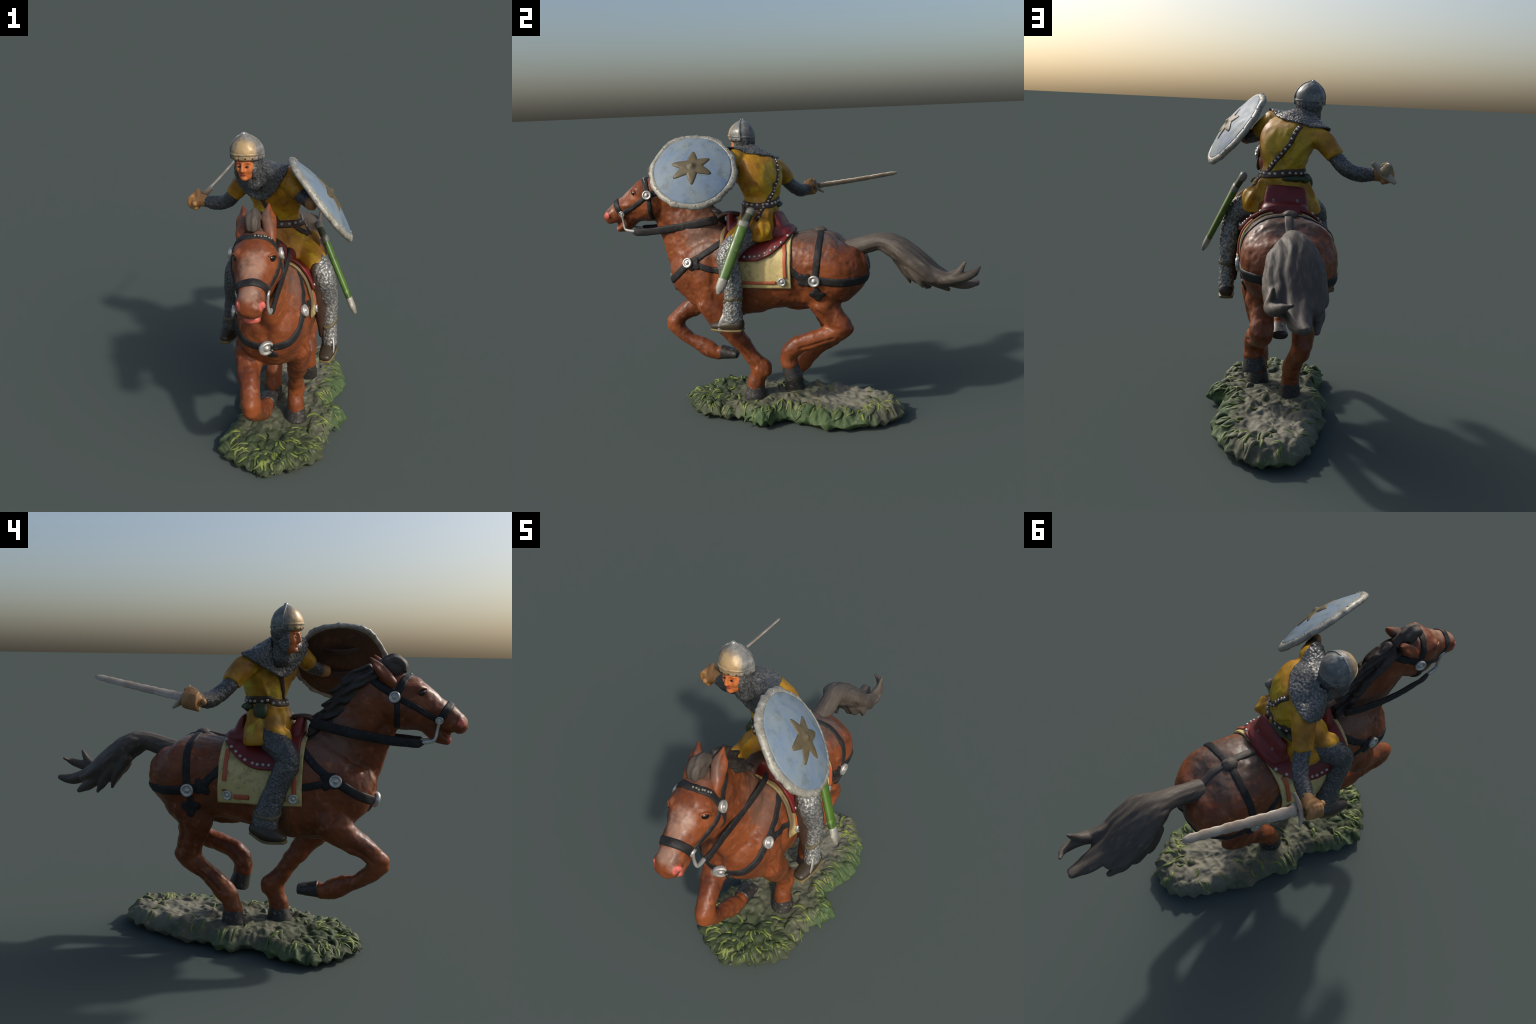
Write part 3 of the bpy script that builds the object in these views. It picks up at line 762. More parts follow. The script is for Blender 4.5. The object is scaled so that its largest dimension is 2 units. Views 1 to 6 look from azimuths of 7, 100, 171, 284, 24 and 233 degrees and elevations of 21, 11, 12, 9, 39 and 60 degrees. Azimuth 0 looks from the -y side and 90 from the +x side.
# bridle
CKL, CKR = (.1, -.722, 1.194), (-.1, -.70, 1.186)
BR_ = add('bridle', ribbon([CKL, (.085, -.735, 1.25), (.05, -.757, 1.30), (0, -.765, 1.312), (-.05, -.755, 1.298), (-.085, -.73, 1.25), CKR], HB, .032, .006), M_STRAP)
add('noseband', ribbon([(.062, -.888, 1.085), (.06, -.91, 1.125), (.035, -.93, 1.16), (0, -.936, 1.165), (-.035, -.93, 1.16), (-.06, -.91, 1.125), (-.062, -.888, 1.085)], HB, .034, .006), M_STRAP, BR_)
for p in catmull([(.075, -.742, 1.272), (.045, -.76, 1.303), (0, -.768, 1.315)], 3):
    q, n_ = surface_pt(HB, p); add('stud', stud(q + n_ * .007, n_, .005, .004, 8), M_SCABTOP, BR_)
for s, ck in ((1, CKL), (-1, CKR)):
    add('cheek_strap', ribbon([ck, (s * .095, -.77, 1.155), (s * .075, -.83, 1.12), (s * .062, -.885, 1.085)], HB, .026, .006), M_STRAP, BR_)
    add('throat_strap', ribbon([ck, (s * .1, -.712, 1.14), (s * .095, -.71, 1.09), (s * .055, -.71, 1.045)], HB, .024, .007), M_STRAP, BR_)
    add('crown_strap', ribbon([ck, (s * .095, -.665, 1.215), (s * .075, -.61, 1.25), (s * .035, -.575, 1.285)], HB, .034, .006), M_STRAP, BR_)
    rosette_at('rosette', ck, .025, BR_)
    ring = np.array((s * .064, -.887, 1.088)); q, n_ = surface_pt(HB, ring)
    add('bit_ring', rosette(q + n_ * .006, n_, .017), M_SILVER, BR_)
    q = q + n_ * .006
    add('bit_shank', loft([(*(q + np.array([0, 0, -.005])), .007, .007), (*(q + np.array([s * -.002, .006, -.04])), .0065, .0065), (s * .060, -.873, 1.012, .007, .007),
                           (s * .062, -.855, 1.0, .009, .009), (s * .062, -.815, .994, .009, .009)], (1, 0, 0), 10, 4), M_SILVER, BR_)
    R = catmull([(s * .062, -.825, .992), (s * .07, -.79, .990), (s * .074, -.70, .997), (s * .082 + .003, -.60, 1.012), (s * .086 + .012, -.48, 1.032), (s * .086 + .02, -.40, 1.05), (s * .078 + .026, -.345, 1.058)], 5)
    hh = np.interp(np.linspace(0, 1, len(R)), [0, .08, .5, 1], [.010, .019, .021, .022])
    v = loft([(*p, .008, h) for p, h in zip(R, hh)], (1, 0, 0), 16, 1, 3.)
    add('rein', (v[0] + (.002 * fbm(v[0], 25, 2, 6))[:, None], v[1]), M_STRAP, BR_)

# ================================================================== SADDLE
zc = lambda y: .706 + .012 * abs(y + .13) / .19 * 0
(clothVF, CG) = drape(HB, -.322, .058, lambda y: .722, lambda y: .700, .003, .010, ny=56, nt=110)
V = clothVF[0]; V = V + (.0035 * fbm(V, 14, 2, 12))[:, None] * normals(V, clothVF[1])
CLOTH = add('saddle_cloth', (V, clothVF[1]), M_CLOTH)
CB = bvh_of(V, clothVF[1])
for s, zb in ((1, .722), (-1, .700)):
    x = .27 if s == 1 else -.15
    add('trim', ribbon([(x, .028, zb + .055), (x, .026, zb + .12), (x * .98, .024, zb + .2), (x * .85, .02, zb + .26)], CB, .018, .004, sub=12, lift=.0045), M_TRIM, CLOTH)
    add('trim', ribbon([(x, -.29, zb + .055), (x, -.288, zb + .12), (x, -.286, zb + .2)], CB, .018, .004, sub=12, lift=.0045), M_TRIM, CLOTH)
    add('trim', ribbon([(x, -.02, zb + .030), (x, -.10, zb + .028), (x, -.18, zb + .028), (x, -.255, zb + .030)], CB, .014 if s == 1 else .02, .004, sub=12, lift=.0045), M_TRIM, CLOTH)
    for y in (.012, -.285):
        q, n_ = surface_pt(CB, (x, y, zb + .034)); add('rosette', rosette(q + n_ * .004, n_, .022), M_SILVER, CLOTH)

fl_arc = lambda y: .86 + .12 * max(0, (y + .13) / .20) ** 1.7
(flapVF, FG) = drape(HB, -.305, .062, lambda y: fl_arc(y) - .006, lambda y: fl_arc(y) - .012, .018, .012, ny=44, nt=80)
SAD = add('saddle', flapVF, M_SADDLE)
seat = remesh([loft([(.046, .0, .95, .112, .05), (.046, -.008, 1.0, .105, .036), (.044, -.018, 1.05, .098, .024), (.042, -.030, 1.080, .092, .015)], (1, 0, 0), 24, 4, 3.2),
               loft([(.05, .03, .975, .11, .045), (.047, -.06, .985, .12, .05), (.043, -.16, .995, .12, .05), (.04, -.225, 1.0, .10, .045), (.036, -.25, 1.005, .08, .04)], (1, 0, 0), 24, 4, 2.5),
               loft([(.035, -.27, .97, .10, .04), (.035, -.275, 1.03, .075, .03), (.034, -.285, 1.075, .045, .02)], (1, 0, 0), 20, 4, 2.6)], .006)
v = smooth(*seat, 5)
add('saddle_seat', (v, seat[1]), M_SADDLE, SAD)
add('pommel_horn', loft([(.03, -.245, 1.075, .02, .014), (.03, -.285, 1.083, .034, .012), (.028, -.325, 1.075, .028, .014), (.026, -.36, 1.05, .03, .02)], (1, 0, 0), 14), M_BROWN, SAD)
ns = FG.shape[1]
for side in (0, ns - 1):
    for k in range(13):
        i = int(2 + k * (FG.shape[0] - 5) / 12)
        j = 3 if side == 0 else ns - 4
        p = FG[i, j]; q = np.cross(FG[i + 1, j] - FG[i - 1, j], FG[i, min(ns - 1, j + 1)] - FG[i, j - 1]); q /= np.linalg.norm(q)
        if q[2] * 0 + q[0] * (1 if side else -1) < 0:
            q = -q
        add('stud', stud(p, q, .0085), M_BELTSTUD, SAD)
for x in (.103, -.006):
    add('cantle_bracket', loft([(x, .012, 1.03, .008, .007), (x, .022, 1.0, .009, .008), (x * 1.05, .036, .988, .012, .009), (x * 1.05, .052, .984, .009, .006)], (1, 0, 0), 12), M_SCABTOP, SAD)

# ================================================================== RIDER
def mailify(V, F, scale=100., amp=.0045):
    N = normals(V, F); d = worley(V, scale)
    return V + N * (amp * (.55 - np.clip(d, 0, 1)) + .002 * fbm(V, 25, 2, 21))[:, None], F

body = loft([(.05, -.12, 1.00, .122, .10), (.048, -.117, 1.08, .106, .092), (.042, -.112, 1.135, .094, .083), (.040, -.112, 1.19, .100, .088),
             (.042, -.118, 1.25, .124, .092), (.026, -.134, 1.305, .136, .088), (.001, -.155, 1.345, .115, .070), (-.03, -.19, 1.385, .06, .05)],
            (1, 0, 0), 32, 4, 2.3, yaw=[0, 0, -4, -16, -28, -36, -38, -38])
girdle = loft([(-.095, -.075, 1.318, .046, .046), (-.04, -.13, 1.345, .046, .046), (.04, -.20, 1.368, .046, .046), (.098, -.245, 1.378, .045, .045)], (0, 0, 1), 20)
slR = loft([(-.08, -.085, 1.324, .050, .050), (-.125, -.050, 1.297, .050, .050), (-.156, -.026, 1.262, .046, .046), (-.177, -.009, 1.231, .043, .044)], (0, 1, 0), 20, caps=(True, False))
slL = loft([(.088, -.232, 1.372, .050, .050), (.114, -.256, 1.352, .047, .047), (.134, -.275, 1.332, .043, .043), (.146, -.285, 1.320, .041, .041)], (0, 0, 1), 20)
skirt = loft([(.05, -.115, 1.135, .100, .088), (.05, -.12, 1.09, .130, .098), (.046, -.13, 1.04, .160, .112), (.044, -.137, .985, .184, .122), (.044, -.14, .965, .186, .120)], (1, 0, 0), 36, 4, 2.4, caps=(True, False))
thL = loft([(.12, -.13, 1.03, .066, .062), (.175, -.19, .998, .055, .056), (.215, -.235, .965, .050, .052)], (0, 0, 1), 18)
thR = loft([(-.03, -.13, 1.03, .066, .062), (-.085, -.19, .992, .055, .056), (-.115, -.222, .962, .050, .052)], (0, 0, 1), 18)
hipfold = ellipsoid((.185, -.10, 1.015), (.062, .05, .066))
UV, UF = remesh([body, girdle, slR, slL, skirt, thL, thR, hipfold], .0055)
UV = smooth(UV, UF, 4)
UV = crease(UV, UF, [  # drapery: ridges and valleys
    ([(.15, -.06, 1.33), (.10, -.035, 1.26), (.06, -.02, 1.18)], .016, -0.0150), ([(.165, -.10, 1.30), (.14, -.04, 1.24), (.10, -.02, 1.17)], .014, 0.0150),
    ([(-.07, -.03, 1.30), (-.01, -.01, 1.24), (.03, -.015, 1.18)], .014, 0.0135), ([(-.09, -.04, 1.25), (-.05, -.02, 1.20), (-.02, -.03, 1.165)], .012, -0.0120),
    ([(.02, -.02, 1.28), (.05, -.015, 1.22), (.09, -.02, 1.165)], .010, -0.0105),
    ([(.09, -.22, 1.28), (.07, -.235, 1.22), (.08, -.215, 1.165)], .014, 0.0120), ([(.0, -.23, 1.25), (.02, -.22, 1.20), (.04, -.205, 1.165)], .013, -0.0135),
    ([(.13, -.20, 1.27), (.13, -.18, 1.21), (.12, -.17, 1.165)], .013, 0.0120), ([(-.08, -.12, 1.25), (-.06, -.13, 1.2), (-.04, -.14, 1.165)], .012, 0.0120),
    ([(.16, -.06, 1.10), (.20, -.05, 1.04), (.225, -.05, .975)], .016, 0.0180), ([(.19, -.12, 1.09), (.23, -.10, 1.03), (.25, -.10, .975)], .014, -0.0180),
    ([(.17, -.18, 1.09), (.22, -.20, 1.04), (.245, -.22, .99)], .016, 0.0150), ([(.10, -.04, 1.10), (.12, -.02, 1.04), (.13, -.01, .98)], .014, -0.0150),
    ([(.08, -.23, 1.10), (.10, -.25, 1.06), (.11, -.26, 1.0)], .014, -0.0150), ([(-.06, -.07, 1.10), (-.11, -.06, 1.04), (-.14, -.06, .98)], .016, 0.0150),
    ([(-.07, -.13, 1.10), (-.12, -.14, 1.04), (-.14, -.16, .98)], .014, -0.0150), ([(-.03, -.2, 1.10), (-.07, -.23, 1.05), (-.11, -.25, 1.0)], .014, 0.0135),
    ([(-.13, -.03, 1.32), (-.16, -.0, 1.28), (-.19, .01, 1.24)], .012, 0.0105), ([(-.15, -.08, 1.30), (-.17, -.055, 1.26), (-.18, -.05, 1.23)], .012, -0.0105),
])
UN = normals(UV, UF)
UV = UV + UN * (.005 * fbm(UV * np.array([1, 1, .5]), 22, 2, 31))[:, None]
UB = bvh_of(UV, UF)
def tunic_label(c):
    x, y, z = c.T; lab = np.zeros(len(c), int)
    lab[z < 1.13] = 1
    lab[(x < -.10) & (z > 1.13) & (x + .1 < (y + .03) * -.0 + 0)] = 2
    lab[(z > 1.2) & (x * .62 - y * .78 > .265)] = 3
    return lab
TP = split(UV, UF, tunic_label, {0: 'tunic_torso', 1: 'tunic_skirt', 2: 'sleeve', 3: 'sleeve'}, M_TUNIC)

# mail mantle over the shoulders
edge = np.array([(-.020, -.222, 1.258), (.045, -.272, 1.318), (.088, -.296, 1.395), (.108, -.255, 1.440), (.062, -.128, 1.382), (-.02, -.064, 1.360),
                 (-.09, -.040, 1.362), (-.152, -.040, 1.358), (-.153, -.108, 1.320), (-.095, -.178, 1.272)])
EC = catmull_closed(edge, 12); m = len(EC); nc = np.array([-.066, -.212, 1.425])
rings = []
d0 = EC - nc; d0[:, 2] = 0
ang = np.arctan2(d0[:, 1], d0[:, 0])
inner = nc + np.column_stack([np.cos(ang) * .056, np.sin(ang) * .060, np.zeros(m)])
out_dir = EC - np.array([0, -.15, 1.25]); out_dir /= np.linalg.norm(out_dir, axis=1)[:, None]
for t in np.linspace(0, 1, 22):
    p = inner * (1 - t) + EC * t
    lift = .004 * math.sin(math.pi * t)
    p = p + out_dir * lift + np.array([0, 0, -.014 * math.sin(math.pi * t ** .7)])
    for j in range(m):                                    # keep it just proud of the tunic
        q, qn = surface_pt(UB, p[j])
        if (p[j] - q) @ qn < .010:
            p[j] = q + qn * .010
    rings.append(p)
rings.append(rings[-1] - out_dir * .014)
for t in (.8, .5, .2):
    rings.append((inner * (1 - t) + EC * t) - out_dir * .03)
V = np.vstack(rings + [nc[None] + [0, 0, .005], nc[None] + [0, 0, -.05]]); F = []
R_ = len(rings)
for i in range(R_ - 1):
    for j in range(m):
        j2 = (j + 1) % m; F.append((i * m + j, i * m + j2, (i + 1) * m + j2, (i + 1) * m + j))
for j in range(m):
    j2 = (j + 1) % m; F.append((R_ * m, j2, j)); F.append((R_ * m + 1, (R_ - 1) * m + j, (R_ - 1) * m + j2))
MT = remesh([(V, F)], .0045)
v = smooth(*MT, 3)
MANTLE = add('mail_mantle', mailify(v, MT[1], 95, .005), M_MAIL)

# head, face, hood, helmet
fd = np.array([-.22, -.96, -.12]); fd /= np.linalg.norm(fd)
FM = frame(fd); side, up = FM[:, 0], FM[:, 1]         # side points to the figure's left/right
fc = np.array([-.086, -.232, 1.43])
def fp(s, u, f):
    return fc + side * s + up * u + fd * f
face = remesh([ellipsoid(fc, (.048, .062, .058), FM), ellipsoid(fp(0, -.035, .022), (.034, .034, .030), FM),
               loft([(*fp(0, .018, .052), .009, .008), (*fp(0, .0, .058), .009, .010), (*fp(0, -.010, .061), .012, .010)], tuple(side), 12),
               ellipsoid(fp(0, .024, .042), (.036, .008, .014), FM), ellipsoid(fp(0, -.05, .045), (.018, .012, .012), FM)], .0032)
v = smooth(*face, 3)
v = bumps(v, face[1], [(fp(.018, .006, .055), (.011, .007, .02), -.009), (fp(-.018, .006, .055), (.011, .007, .02), -.009),
                       (fp(0, -.030, .055), (.018, .003, .02), -.006), (fp(0, -.025, .055), (.014, .003, .02), .004), (fp(0, -.036, .055), (.013, .003, .02), .004),
                       (fp(.03, -.012, .045), (.012, .015, .02), .004), (fp(-.03, -.012, .045), (.012, .015, .02), .004)])
RHEAD = add('rider_head', (v, face[1]), M_SKIN)
for s in (1, -1):
    add('rider_eye', ellipsoid(fp(s * .018, .006, .047), (.009, .004, .005), FM, 12, 8), M_EYE, RHEAD)
add('mouth', ellipsoid(fp(0, -.0305, .053), (.013, .0025, .004), FM, 12, 8), material('lip_paint', (.25, .04, .025), rough=.5), RHEAD)

hood = remesh([ellipsoid((-.080, -.216, 1.455), (.065, .060, .058)), ellipsoid((-.073, -.214, 1.42), (.056, .050, .052)),
               loft([(-.050, -.195, 1.35, .062, .06), (-.062, -.207, 1.385, .050, .050), (-.072, -.214, 1.43, .054, .050)], (1, 0, 0), 20),
               ellipsoid(fp(.042, -.025, .012), (.014, .042, .026), FM), ellipsoid(fp(-.042, -.025, .012), (.014, .042, .026), FM)], .0045)
v = smooth(*hood, 3)
HOOD = add('mail_hood', mailify(v, hood[1], 110, .003), M_MAIL)

hx, hy = -.083, -.231
prof = [(1.450, .062), (1.456, .069), (1.463, .071), (1.475, .071), (1.484, .0715), (1.50, .070), (1.517, .064), (1.533, .054), (1.546, .041),
        (1.556, .028), (1.562, .017), (1.567, .010), (1.571, .004)]
n = 72; V = []
prof = [tuple(p) for p in catmull(prof, 3)]
for z, r in prof:
    t = (z - 1.45) / .122
    for k in range(n):
        a = 2 * math.pi * k / n
        tilt = -.004 * math.sin(a)
        rr = r * (1 + .004 * math.sin(7 * a + z * 90)) + (.003 if abs(math.cos(a)) > .985 and z < 1.56 else 0)
        V.append((hx - .012 * t ** 3 + math.cos(a) * rr, hy + .004 * t + math.sin(a) * rr * 1.0, z + (1 - t) * (.010 * -math.sin(a) * .4 + .004)))
F = [(i * n + k, i * n + (k + 1) % n, (i + 1) * n + (k + 1) % n, (i + 1) * n + k) for i in range(len(prof) - 1) for k in range(n)]
F.append(tuple(reversed(range(n)))); F.append(tuple(range((len(prof) - 1) * n, len(prof) * n)))
V = np.array(V); V = V + normals(V, [f for f in F if len(f) == 4]) * (.0022 * fbm(V, 34, 3, 61))[:, None]
HELM = add('helmet', (V, F), M_HELMET)
HMB = bvh_of(np.array(V), F)
def hring(z, r):
    return [(hx + math.cos(a) * r, hy + math.sin(a) * r, z - .006 * math.sin(a)) for a in np.linspace(0, 2 * np.pi, 14, endpoint=False)]
add('helmet_band', ribbon(hring(1.480, .075), HMB, .010, .003, closed=True), M_HELMET, HELM)
for s in (1, -1):
    add('helmet_ridge', ribbon([(hx + s * .082, hy + .01, 1.455), (hx + s * .082, hy + .006, 1.49), (hx + s * .066, hy + .003, 1.53), (hx + s * .03 - .01, hy, 1.56), (hx - .012, hy + .004, 1.572)], HMB, [.014, .008, .006, .004], .004), M_HELMET, HELM)
for k in range(14):
    a = 2 * math.pi * (k + .5) / 14
    q, n_ = surface_pt(HMB, (hx + .09 * math.cos(a), hy + .09 * math.sin(a), 1.467)); add('rivet', stud(q, n_, .0042, .002), M_BROWN, HELM)
add('helmet_knob', ellipsoid((-.096, -.226, 1.566), (.010, .010, .009)), M_SILVER, HELM)

# arms, hands
aR = remesh([loft([(-.156, -.026, 1.262, .030, .030), (-.178, -.008, 1.230, .034, .034), (-.207, .022, 1.193, .035, .036), (-.247, .049, 1.168, .034, .035), (-.29, .064, 1.161, .033, .034), (-.335, .082, 1.163, .029, .029)], (0, 1, 0), 20)], .0045)
ARM_R = add('mail_arm', mailify(smooth(*aR, 1), aR[1], 105, .005), M_MAIL)
aL = remesh([loft([(.130, -.270, 1.332, .036, .036), (.156, -.292, 1.310, .035, .035), (.176, -.312, 1.296, .032, .032), (.190, -.33, 1.288, .03, .03)], (0, 0, 1), 20)], .0045)
ARM_L = add('mail_arm', mailify(smooth(*aL, 1), aL[1], 105, .004), M_MAIL)
# sword frame: blade runs from guard to tip, width along the guard
g0 = np.array([-.366, .139, 1.176]); tipS = np.array([-.255, .590, 1.250]); bd = tipS - g0; bl = np.linalg.norm(bd); bd /= bl
gw = np.array([-.092, .030, -.076]); gw -= (gw @ bd) * bd; gw /= np.linalg.norm(gw); gn = np.cross(bd, gw)
SM = np.column_stack([gw, bd, gn])
def sp(a, b, c):
    return g0 + SM @ np.array([a, b, c])
hand = [ellipsoid(sp(0, -.052, -.0), (.036, .040, .034), SM), loft([(-.325, .079, 1.163, .028, .026), (-.36, .088, 1.166, .032, .03)], (0, 0, 1), 14)]
for k in range(4):
    f = -.026 - k * .0165
    hand.append(loft([(*sp(.022, f, -.028), .011, .011), (*sp(.040, f, .004), .0125, .0125), (*sp(.020, f, .032), .011, .011), (*sp(-.006, f, .036), .009, .009)], tuple(bd), 12))
hand.append(loft([(*sp(-.02, -.06, .018), .014, .013), (*sp(-.022, -.03, .034), .012, .011), (*sp(-.004, -.016, .04), .009, .009)], tuple(gw), 12))
hR = remesh(hand, .004)
add('hand', (smooth(*hR, 2), hR[1]), M_GLOVE, ARM_R)
hL = remesh([ellipsoid((.200, -.346, 1.284), (.026, .028, .030)), ellipsoid((.210, -.362, 1.282), (.020, .02, .026))], .005)
add('hand', (smooth(*hL, 2), hL[1]), M_GLOVE, ARM_L)

# ------------------------------------------------------------------ sword
nb = 30; V = []
for i in range(nb + 1):
    t = i / nb; b = .012 + t * (bl - .012)
    w_ = .024 * (1 - .28 * t) * (1 if t < .93 else math.sqrt(max(.02, 1 - ((t - .93) / .075) ** 2)))
    h_ = .009 * (1 - .35 * t)
    wob = .0016 * math.sin(i * 2.1) + .001 * math.sin(i * 5.3)
    for a in range(12):
        th = 2 * math.pi * a / 12
        V.append(sp(math.cos(th) * (w_ + wob), b, math.sin(th) * h_ * (1 - .25 * abs(math.cos(th))) + .010 * math.sin(math.pi * t) * -.3))
F = [(i * 12 + a, i * 12 + (a + 1) % 12, (i + 1) * 12 + (a + 1) % 12, (i + 1) * 12 + a) for i in range(nb) for a in range(12)]
F += [tuple(reversed(range(12))), tuple(range(nb * 12, nb * 12 + 12))]
SWORD = add('sword_blade', (np.array(V), F), M_BLADE)
add('sword_guard', loft([(*sp(-.066, .010, .0), .006, .010), (*sp(-.035, .002, 0), .009, .016), (*sp(0, 0, 0), .012, .022), (*sp(.035, .002, 0), .009, .016), (*sp(.066, .012, 0), .005, .009)], tuple(bd), 14), M_BLADE, SWORD)
add('sword_grip', loft([(*sp(0, .01, 0), .011, .011), (*sp(0, -.05, 0), .012, .012), (*sp(0, -.10, 0), .011, .011)], tuple(gw), 12), M_BROWN, SWORD)
add('sword_pommel', ellipsoid(sp(0, -.096, 0), (.014, .013, .014)), M_GLOVE, SWORD)

# ------------------------------------------------------------------ legs
def mail_leg(st, ref, scale, amp):
    r = remesh([loft(st, ref, 22)], .005); return mailify(smooth(*r, 1), r[1], scale, amp)
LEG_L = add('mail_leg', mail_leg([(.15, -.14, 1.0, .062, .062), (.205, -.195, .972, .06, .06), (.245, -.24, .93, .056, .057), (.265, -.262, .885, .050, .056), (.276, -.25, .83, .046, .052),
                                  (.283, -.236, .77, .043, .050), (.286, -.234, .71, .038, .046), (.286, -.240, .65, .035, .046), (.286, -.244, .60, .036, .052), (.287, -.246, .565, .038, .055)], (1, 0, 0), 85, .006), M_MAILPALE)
LEG_R = add('mail_leg', mail_leg([(-.05, -.14, 1.0, .062, .062), (-.105, -.195, .968, .058, .06), (-.145, -.242, .935, .053, .056), (-.158, -.258, .89, .048, .054), (-.166, -.236, .83, .045, .050),
                                  (-.172, -.212, .77, .043, .050), (-.180, -.192, .71, .042, .054), (-.19, -.175, .65, .042, .058), (-.198, -.170, .61, .042, .060)], (1, 0, 0), 85, .006), M_MAIL)
ft = remesh([loft([(.289, -.212, .545, .036, .036), (.284, -.26, .54, .038, .034), (.274, -.31, .533, .036, .026), (.264, -.350, .528, .028, .018)], (1, 0, 0), 18)], .005)
add('foot', (smooth(*ft, 2), ft[1]), M_BOOT, LEG_L)
ft = remesh([loft([(-.198, -.130, .605, .038, .034), (-.205, -.175, .588, .042, .038), (-.214, -.22, .578, .038, .030), (-.222, -.262, .572, .026, .016)], (1, 0, 0), 18)], .005)
add('foot', (smooth(*ft, 2), ft[1]), M_BOOT, LEG_R)
add('sole', loft([(.289, -.195, .514, .034, .008), (.282, -.27, .512, .038, .008), (.264, -.355, .511, .026, .007)], (1, 0, 0), 18, 4, 3), M_GOLD, LEG_L)
add('sole', loft([(-.199, -.115, .585, .034, .008), (-.207, -.18, .553, .040, .008), (-.221, -.268, .556, .026, .008)], (1, 0, 0), 18, 4, 3), M_GOLD, LEG_R)
for leg, x, lean, dy in ((LEG_L, .232, .018, 0), (LEG_R, -.128, -.03, .045)):
    v = loft([(x - lean * .6, -.255 + dy * .3, .96, .026, .03), (x, -.268 + dy * .6, .88, .030, .03), (x + lean * .5, -.262 + dy, .78, .028, .028), (x + lean, -.25 + dy * 1.3, .68, .026, .026), (x + lean * 1.4, -.245 + dy * 1.4, .60, .02, .022)], (1, 0, 0), 16, 4, 2.6)
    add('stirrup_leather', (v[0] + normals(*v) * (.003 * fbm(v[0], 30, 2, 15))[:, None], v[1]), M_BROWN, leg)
add('stirrup', loft([(.298, -.268, .62, .012, .006), (.306, -.288, .58, .014, .006), (.305, -.305, .54, .014, .006), (.295, -.31, .505, .014, .007), (.27, -.31, .500, .014, .006)], (0, 1, 0), 12), M_SILVER, LEG_L)
for leg, c, rx, ry, z in ((LEG_L, (.286, -.238), .05, .06, .67), (LEG_R, (-.187, -.18), .055, .066, .67)):
    LB = bvh_of(*arrays(leg.data))
    P = [(c[0] + rx * math.cos(a), c[1] + ry * math.sin(a), z + .014 * math.sin(a + 1)) for a in np.linspace(0, 2 * np.pi, 12, endpoint=False)]
    add('leg_strap', ribbon(P, LB, .018, .005, closed=True), M_OLIVE, leg)

# ------------------------------------------------------------------ belt, baldric, pouches, scabbard
bp = [(.048 + .125 * math.cos(a), -.114 + .11 * math.sin(a), 1.146 - .004 * math.cos(a)) for a in np.linspace(0, 2 * np.pi, 16, endpoint=False)]
BELT = add('belt', ribbon(bp, UB, .035, .006, closed=True), M_BROWN)
for k in range(22):
    a = 2 * math.pi * k / 22
    q, n_ = surface_pt(UB, (.048 + .125 * math.cos(a), -.114 + .11 * math.sin(a), 1.146)); add('stud', stud(q + n_ * .006, n_, .0078, n=10), M_BELTSTUD, BELT)
bald = [(-.015, -.05, 1.36), (.004, -.04, 1.33), (.045, -.03, 1.265), (.09, -.032, 1.21), (.13, -.05, 1.165), (.16, -.09, 1.12), (.20, -.12, 1.085)]
BALD = add('baldric', ribbon(bald, UB, .024, .006), M_BROWN)
BPc = catmull(bald, 6)
for i in range(3, len(BPc), 2):
    q, n_ = surface_pt(UB, BPc[i]); add('stud', stud(q + n_ * .006, n_, .0062, n=10), M_BELTSTUD, BALD)
add('chest_strap', ribbon([(-.06, -.21, 1.27), (-.025, -.225, 1.225), (.015, -.22, 1.185), (.05, -.21, 1.15)], UB, .024, .008), M_BROWN, BALD)
add('hanger_strap', ribbon([(.12, -.2, 1.14), (.16, -.20, 1.115), (.20, -.19, 1.09)], UB, .026, .008), M_BROWN, BALD)
def lump(c, r, seed, M=None):
    v, f = ellipsoid(c, r, M); return v + normals(v, f) * (.005 * fbm(v, 40, 2, seed))[:, None], f
v = loft([(-.062, -.115, 1.128, .018, .028), (-.070, -.115, 1.11, .024, .032), (-.073, -.115, 1.085, .022, .028), (-.073, -.113, 1.066, .012, .015)], (1, 0, 0), 18, 4, 2.8)
add('pouch', (v[0] + normals(*v) * (.003 * fbm(v[0], 40, 2, 3))[:, None], v[1]), M_POUCH, BELT)
add('pouch', lump((.01, -.028, 1.122), (.052, .018, .014), 4), M_POUCH, BELT)
add('pouch', lump((-.045, -.055, 1.120), (.026, .022, .018), 5), M_POUCH, BELT)

st_, en_ = np.array((.264, -.170, 1.056)), np.array((.404, -.283, .735))
sd = en_ - st_; sl = np.linalg.norm(sd); sd /= sl
SCAB = add('scabbard', loft([(*(st_), .0165, .0285), (*(st_ + sd * sl * .3), .016, .0275), (*(st_ + sd * sl * .7), .015, .0255), (*(st_ + sd * sl * .9), .0135, .0235)], (1, 0, .4), 20, 4, 2.4), M_GREEN)
add('scabbard_chape', loft([(*(st_ + sd * sl * .80), .0150, .0250), (*(st_ + sd * sl * .92), .0150, .0240), (*en_, .009, .011)], (1, 0, .4), 18, 4, 2.3), M_RIM, SCAB)
th_ = np.array((.232, -.138, 1.115))
add('scabbard_throat', loft([(*th_, .016, .021), (*(th_ * .5 + st_ * .5), .0155, .024), (*(st_ + sd * .01), .0155, .026)], (1, 0, .4), 18, 4, 2.4), M_POUCH, SCAB)
add('scabbard_collar', loft([(*(st_ - sd * .012), .0172, .0295), (*(st_ + sd * .010), .0172, .0295)], (1, 0, .4), 20, 3, 2.6), M_SCABTOP, SCAB)
